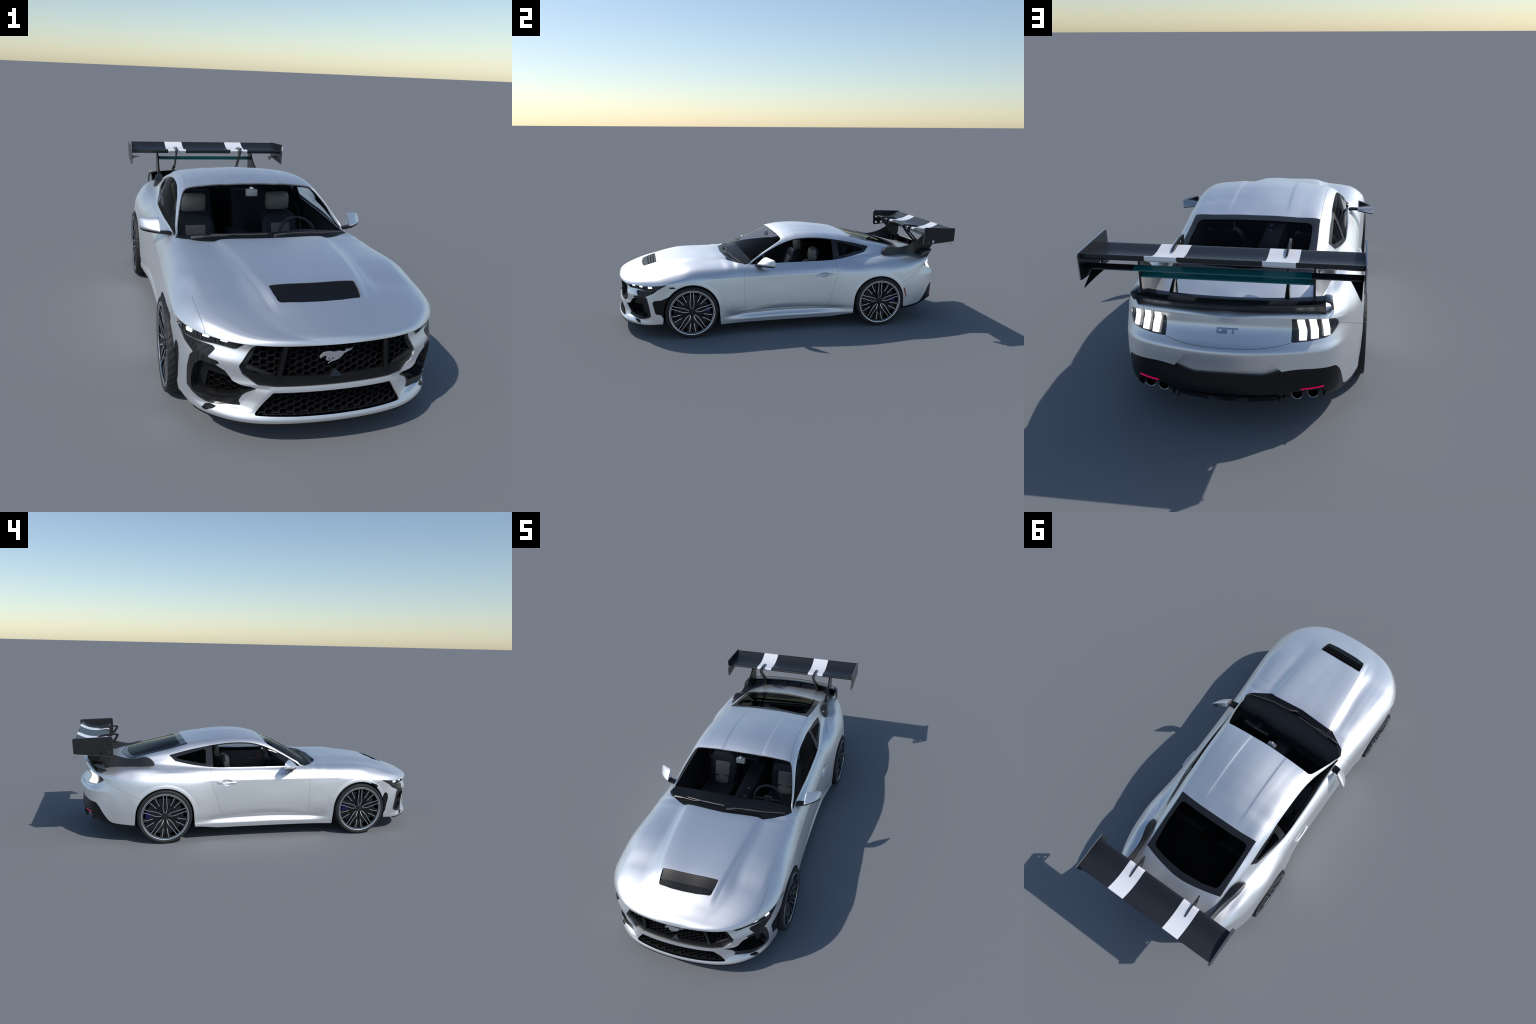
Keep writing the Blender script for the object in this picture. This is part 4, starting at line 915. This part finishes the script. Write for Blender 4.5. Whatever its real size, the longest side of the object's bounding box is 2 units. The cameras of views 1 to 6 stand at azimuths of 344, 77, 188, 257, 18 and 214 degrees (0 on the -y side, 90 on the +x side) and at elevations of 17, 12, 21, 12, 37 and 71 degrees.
# trailing lip
for x0,x1,mt in ((-.393,-.2097,CARBONW),(-.2097,-.1183,WHITE),(-.1183,.1183,CARBONW),(.1183,.2097,WHITE),(.2097,.393,CARBONW)):
    Geo().loft([[(x_+WX,.978,.5768),(x_+WX,.9825,.5774),(x_+WX,.9828,.5655),(x_+WX,.979,.5645)] for x_ in (x0+.0002,x1-.0002)]).obj('wing_trailing_lip',mt,wing,bevel=.0006)
EP=rounded([(.7965,.5885),(.9955,.5795),(.9920,.5015),(.7950,.4850)],[.010,.006,.006,.010])
def circ(y_,z_,r,n=20): return [(y_+r*math.cos(-2*math.pi*i/n),z_+r*math.sin(-2*math.pi*i/n)) for i in range(n)]
for sg in (1,-1):
    M=Matrix(((0,0,sg,WX+sg*.3955),(1,0,0,0),(0,1,0,0),(0,0,0,1)))
    holes=[circ(.8195,.5435,.0098),circ(.8180,.5020,.0098),circ(.8575,.5025,.0098)]
    plate_with_holes('end_plate',[tuple(p) for p in EP],holes,M,.006,CARBON,wing)
    Geo().tube([(WX+sg*.3965,p[0],p[1]) for p in EP],.0019,6,closed=True).obj('end_plate_edge',CHROME,wing)
    # boss discs where the blade bolts on
    for y_,z_ in ((.852,.546),(.95,.556)):
        g=Geo().lathe([(0,.0012),(.006,.0012),(.007,0)],20); g.V=[(WX+sg*(.3985+v[0]),y_+v[1],z_+v[2]) for v in g.V]; g.obj('end_plate_bolt',GLOSSB,wing,fix=False)
    # lower flap and swept canard at the foot of the end plate
    Geo().loft([[(WX+sg*x_,.946,.5365),(WX+sg*x_,.950,.5385),(WX+sg*x_,.966,.5285),(WX+sg*x_,.967,.5255),(WX+sg*x_,.963,.5245),(WX+sg*x_,.946,.5330)] for x_ in (.251,.392)]).obj('lower_flap',GLOSSB,wing,bevel=.0006)
    R=[]
    for t in np.linspace(0,1,9):
        y_=.900+.094*t; z_=.512-.032*t**1.4; wd=.030*(1-t)+.002; x_=.380+.008*t+sg*WX
        R.append([(sg*(x_-wd),y_,z_),(sg*(x_+.012*(1-t)),y_-.004,z_+.004*(1-t)),(sg*(x_+.012*(1-t)),y_-.004,z_+.0015),(sg*(x_-wd),y_,z_-.0025)])
    Geo().loft(R).obj('canard',CARBON,wing,bevel=.0004)
    # main strut: thin blade rising from a broad foot on the rear pillar
    R=[]
    keys=pchip([.577,.585,.60,.635,.67,.70,.74,.78,.82,.86,.885,.905,.930],
               np.array([ # top z, bottom z, outer x, inner x (foot), top x centre, top half width
                [.424,.408,.296,.284,.290,.004],[.438,.403,.301,.272,.285,.009],[.450,.400,.304,.262,.281,.013],[.460,.398,.303,.250,.274,.016],[.4525,.396,.297,.246,.268,.014],[.4485,.394,.290,.245,.264,.010],
                [.4540,.392,.283,.246,.260,.006],[.4650,.390,.274,.247,.257,.0045],[.4850,.388,.266,.247,.254,.0038],[.515,.387,.260,.247,.252,.0035],[.537,.391,.258,.247,.252,.0035],[.542,.412,.256,.247,.2515,.0035],[.545,.455,.255,.248,.2515,.0030]]))
    for y_ in np.linspace(.577,.930,48):
        zt,zb,xo,xi,xc,hw=keys(y_)
        mid=zb+(zt-zb)*.45; xm_o=xo*.45+(xc+hw)*.55; xm_i=xi*.45+(xc-hw)*.55
        R.append([(sg*xi,y_,zb),(sg*xm_i,y_,mid),(sg*(xc-hw),y_,zt-.002),(sg*xc,y_,zt),(sg*(xc+hw),y_,zt-.002),(sg*xm_o,y_,mid),(sg*xo,y_,zb)])
    Geo().loft(R).obj('wing_strut',CARBON,wing,sharp=45)
    # swan-neck bracket hooked over the blade
    xs=.167
    P1=[(.880,.5565),(.846,.5675),(.800,.5725),(.772,.5728),(.7635,.568),(.7645,.560),(.775,.541),(.792,.519),(.815,.494),(.842,.463),(.850,.4565),(.860,.464),(.868,.471),(.853,.487),(.835,.507),(.819,.524),(.813,.535),(.818,.548),(.830,.5575),(.86,.554)]
    hole=[(.806,.563),(.800,.545),(.7935,.5365),(.784,.549),(.7775,.560),(.782,.565)]
    hole2=[(.806,.521),(.845,.4755),(.855,.4715),(.838,.493),(.812,.523)]
    Mx=Matrix(((0,0,1,sg*xs),(1,0,0,0),(0,1,0,0),(0,0,0,1)))
    plate_with_holes('swan_neck',P1,[hole,hole2],Mx,.0055,CARBON,wing,.0006)
    g=Geo(); g.tube([(sg*.172,.848,.462),(sg*.1715,.846,.435),(sg*.172,.844,top_z(sg*.172,.844)-.004)],.0028,8)
    g.tube([(sg*.170,.862,.468),(sg*.171,.872,.440),(sg*.172,.878,top_z(sg*.172,.878)-.004)],.0036,8)
    g.loft([[(sg*.166,.862,.470),(sg*.174,.862,.470),(sg*.174,.880,.462),(sg*.166,.880,.462)],[(sg*.164,.882,.432),(sg*.178,.882,.432),(sg*.178,.912,.430),(sg*.164,.912,.430)],[(sg*.164,.884,.404),(sg*.178,.884,.404),(sg*.178,.915,.404),(sg*.164,.915,.404)]])
    g.obj('wing_support_leg',BLACK,wing,bevel=.0008)
# teal cross blade between the struts
Geo().loft([[(x_,.911,.5095),(x_,.915,.5105),(x_,.929,.4965),(x_,.931,.4925),(x_,.926,.4905),(x_,.911,.5050)] for x_ in (-.2505,0,.2505)]).obj('cross_blade',TEAL,wing,bevel=.0006)
Geo().loft([[(x_,.946,.5365),(x_,.950,.5385),(x_,.966,.5285),(x_,.967,.5255),(x_,.963,.5245),(x_,.946,.5330)] for x_ in (-.2455,0,.2565)]).obj('under_flap',TEAL,wing,bevel=.0006)
# duck-tail spoiler: flat blade carried above the boot lip on a recessed wall
duck=[]; wallr=[]
for t in np.linspace(-1,1,49):
    u=abs(t); x_=.283*t
    yr=.957-.030*u**2-.012*u**6; yf=yr-.043-.006*u**2; z_=.4365-.002*u**4
    yf-=.004; duck.append([(x_,yf,z_-.0015),(x_,yf+.004,z_+.001),(x_,yr-.002,z_-.002),(x_,yr,z_-.0035),(x_,yr-.004,z_-.012),(x_,yf+.006,z_-.0065)])
    yb=yr-.026-.006*u**2; zb=top_z(x_,yb)-.003
    wallr.append([(x_,yr-.0045,z_-.009),(x_,yb,zb),(x_,yb-.008,zb),(x_,yr-.014,z_-.009)])
Geo().loft(duck).obj('ducktail_spoiler',GLOSSB,car,sharp=35)
Geo().loft(wallr).obj('ducktail_wall',BLACK,car,sharp=35)
for sg in (1,-1):
    R=[]
    for x_,y_,z_,w_,th in ((.278,.885,.4345,.024,.004),(.288,.882,.4335,.024,.004),(.297,.874,.427,.024,.004),(.301,.866,.416,.023,.0035),(.303,.856,.402,.020,.003),(.304,.848,.388,.016,.003)):
        R.append([(sg*(x_-th),y_-w_,z_-th*.6),(sg*(x_+th*.6),y_-w_,z_+th*.5),(sg*(x_+th*.6),y_+w_,z_+th*.5),(sg*(x_-th),y_+w_,z_-th*.6)])
    Geo().loft(R).obj('ducktail_end',GLOSSB,car,bevel=.0008)
    for x_ in (.043,):
        zz=top_z(sg*x_,.91); g=Geo(); g.loft([[(sg*x_-.0045,.912,.431),(sg*x_+.0045,.912,.431),(sg*x_+.0045,.93,.431),(sg*x_-.0045,.93,.431)],[(sg*x_-.003,.905,zz-.003),(sg*x_+.003,.905,zz-.003),(sg*x_+.003,.925,zz-.003),(sg*x_-.003,.925,zz-.003)]]); g.obj('ducktail_stand',BLACK,car)

# ---------------------------------------------------------------- cabin
def rbox(name,c,h,mt,parent,bevel=.008,R=None,taper=None):
    g=Geo(); g.box(c,h,R); 
    return g.obj(name,mt,parent,sharp=50,bevel=bevel,seg=3)
g=Geo(); R=[]
for x_ in np.linspace(-.315,.315,21):
    b_=.008*math.exp(-((x_-.165)/.06)**2)
    R.append([(x_,-.345,.394),(x_,-.30,.398),(x_,-.255,.396+b_),(x_,-.225,.388+b_),(x_,-.212,.372),(x_,-.225,.32),(x_,-.20,.27),(x_,-.345,.24)])
g.loft(R); g.obj('dashboard',DASH,car,sharp=45)
g=Geo()
for k_ in range(4):
    l=Geo().lathe([(.0105,0),(.0115,.003),(.0090,.003)],24); l.V=[(-.045+.045*k_-.02+v[1],-.2165-v[0]*-1,.345+v[2]) for v in l.V]; g.add(l.V,l.F)
g.obj('air_vent_ring',RIMD,car,fix=False)
# steering wheel
sw=empty('steering_wheel',car,(.165,-.165,.352)); sw.rotation_euler=(math.radians(68),0,0)
g=Geo(); g.tube([(.073*math.cos(a),.073*math.sin(a),0) for a in np.linspace(0,2*math.pi,40,endpoint=False)],.0065,8,closed=True); g.obj('steering_rim',SEATB,sw)
g=Geo(); g.box((0,0,-.006),(.022,.018,.006)); 
for a in (0,math.pi,-math.pi/2): g.tube([(0,0,-.006),(.07*math.cos(a),.07*math.sin(a),0)],.006,6)
g.obj('steering_hub',SEATB,sw,bevel=.002); 
l=Geo().lathe([(.017,.001),(.0185,.002),(.0195,.001)],32); l.V=[(v[1],v[2],v[0]) for v in l.V]; l.obj('steering_badge_ring',CHROME,sw,fix=False)
Geo().tube([(.165,-.165,.347),(.165,-.24,.320)],.014,10).obj('steering_column',DASH,car)
# centre console, selector, cup holders
g=Geo(); g.box((0,.0,.245),(.042,.20,.045)); g.obj('centre_console',DASH,car,bevel=.01)
g=Geo(); g.tube([(.016+.014*math.cos(a)*(1+.0*a),-.07+.036*math.sin(a),.292) for a in np.linspace(0,2*math.pi,28,endpoint=False)],.0018,6,closed=True); g.obj('cup_holder_ring',CHROME,car)
Geo().tube([(-.005,-.12,.28),(-.005,-.125,.315)],[.006,.010],10).obj('gear_selector',DASH,car)
rbox('cabin_floor',(0,.15,.165),(.335,.55,.01),LINER,car,.002)
rbox('rear_bulkhead',(0,.735,.28),(.30,.008,.112),LINER,car,.002)
rbox('parcel_shelf',(0,.615,.388),(.262,.125,.005),LINER,car,.002)
# seats
def seat(xc,parent):
    s_=empty('front_seat',parent,(xc,.1,.2)); s_.location=(xc,0,0)
    tilt=lambda z_:.095+.36*(z_-.20)          # backrest line y at height z
    R=[]
    for z_,hw,th in ((.20,.070,.034),(.24,.078,.034),(.29,.082,.032),(.33,.080,.030),(.355,.070,.027),(.368,.052,.022)):
        y_=tilt(z_); ring_=[]
        for k_ in range(24):
            a=2*math.pi*k_/24; u=math.copysign(abs(math.cos(a))**.6,math.cos(a)); v=math.copysign(abs(math.sin(a))**.6,math.sin(a))
            ring_.append((u*hw,y_+v*th-(.014*abs(u)**3 if v<0 else 0),z_))
        R.append(ring_)
    Geo().loft(R).obj('seat_back',SEATB,s_,sharp=60)
    R=[]
    for z_ in np.linspace(.205,.327,9):
        y_=tilt(z_)-.033; hw=.048-.004*abs((z_-.27)/.06); dz=.0015*math.sin((z_-.2)*160)
        R.append([(-hw,y_+.004,z_),(-hw*.8,y_-.002+dz,z_),(hw*.8,y_-.002+dz,z_),(hw,y_+.004,z_),(hw,y_+.02,z_),(-hw,y_+.02,z_)])
    Geo().loft(R).obj('seat_insert',SEATG,s_,sharp=45,bevel=.002)
    R=[]
    for z_,hw,th in ((.374,.046,.018),(.382,.051,.024),(.41,.0525,.028),(.435,.0515,.026),(.445,.047,.018),(.4475,.040,.010)):
        y_=.172+.10*(z_-.41); R.append([(math.copysign(abs(math.cos(a))**.5,math.cos(a))*hw,y_+math.copysign(abs(math.sin(a))**.8,math.sin(a))*th,z_) for a in np.linspace(0,2*math.pi,24,endpoint=False)])
    me=Geo().loft(R).obj('head_restraint',[SEATG,SEATB],s_,sharp=60)
    for p in me.data.polygons:
        if p.center.y>.176: p.material_index=1
    R=[]
    for y_,z_,hw in ((.10,.205,.078),(.02,.207,.082),(-.06,.215,.080),(-.09,.205,.072),(-.095,.18,.068)):
        R.append([(-hw,y_,z_+.014),(-hw*.7,y_,z_),(hw*.7,y_,z_),(hw,y_,z_+.014),(hw,y_,.165),(-hw,y_,.165)])
    Geo().loft(R).obj('seat_cushion',SEATB,s_,sharp=50,bevel=.004)
for xc in (.182,-.182): seat(xc,car)
g=Geo()
for xc in (.14,-.14):
    g.loft([[(xc-.10,.40,.20),(xc+.10,.40,.20),(xc+.10,.46,.20),(xc-.10,.46,.20)],[(xc-.09,.47,.39),(xc+.09,.47,.39),(xc+.09,.51,.39),(xc-.09,.51,.39)]])
    g.box((xc,.37,.195),(.10,.07,.025))
g.obj('rear_seat',SEATB,car,bevel=.012,seg=3)
# inner door pulls and interior mirror
for sg in (1,-1):
    g=Geo(); P4=[(-.13,.338),(-.085,.338),(-.094,.318),(-.122,.318)]
    g.tube([(sg*.332,p[0],p[1]) for p in P4],.0022,6,closed=True); g.obj('inner_door_handle',CHROME,objs['door',sg])
    rbox('door_lock_tag',(sg*.332,-.146,.330),(.001,.005,.007),mat('red_tag',(.20,.01,.01),.5),objs['door',sg],.0005)
    rbox('door_card',(sg*.338,-.01,.255),(.004,.25,.115),DASH,objs['door',sg],.003)
g=Geo(); g.box((-.001,-.083,.511),(.0215,.010,.0135)); g.add([(-.010,-.094,.525),(.008,-.094,.525),(.004,-.094,.532),(-.007,-.094,.532),(-.010,-.076,.525),(.008,-.076,.525),(.004,-.076,.534),(-.007,-.076,.534)],[(0,1,2,3),(4,7,6,5),(0,4,5,1),(1,5,6,2),(2,6,7,3),(3,7,4,0)])
g.obj('interior_mirror',GREYC,car,bevel=.002)
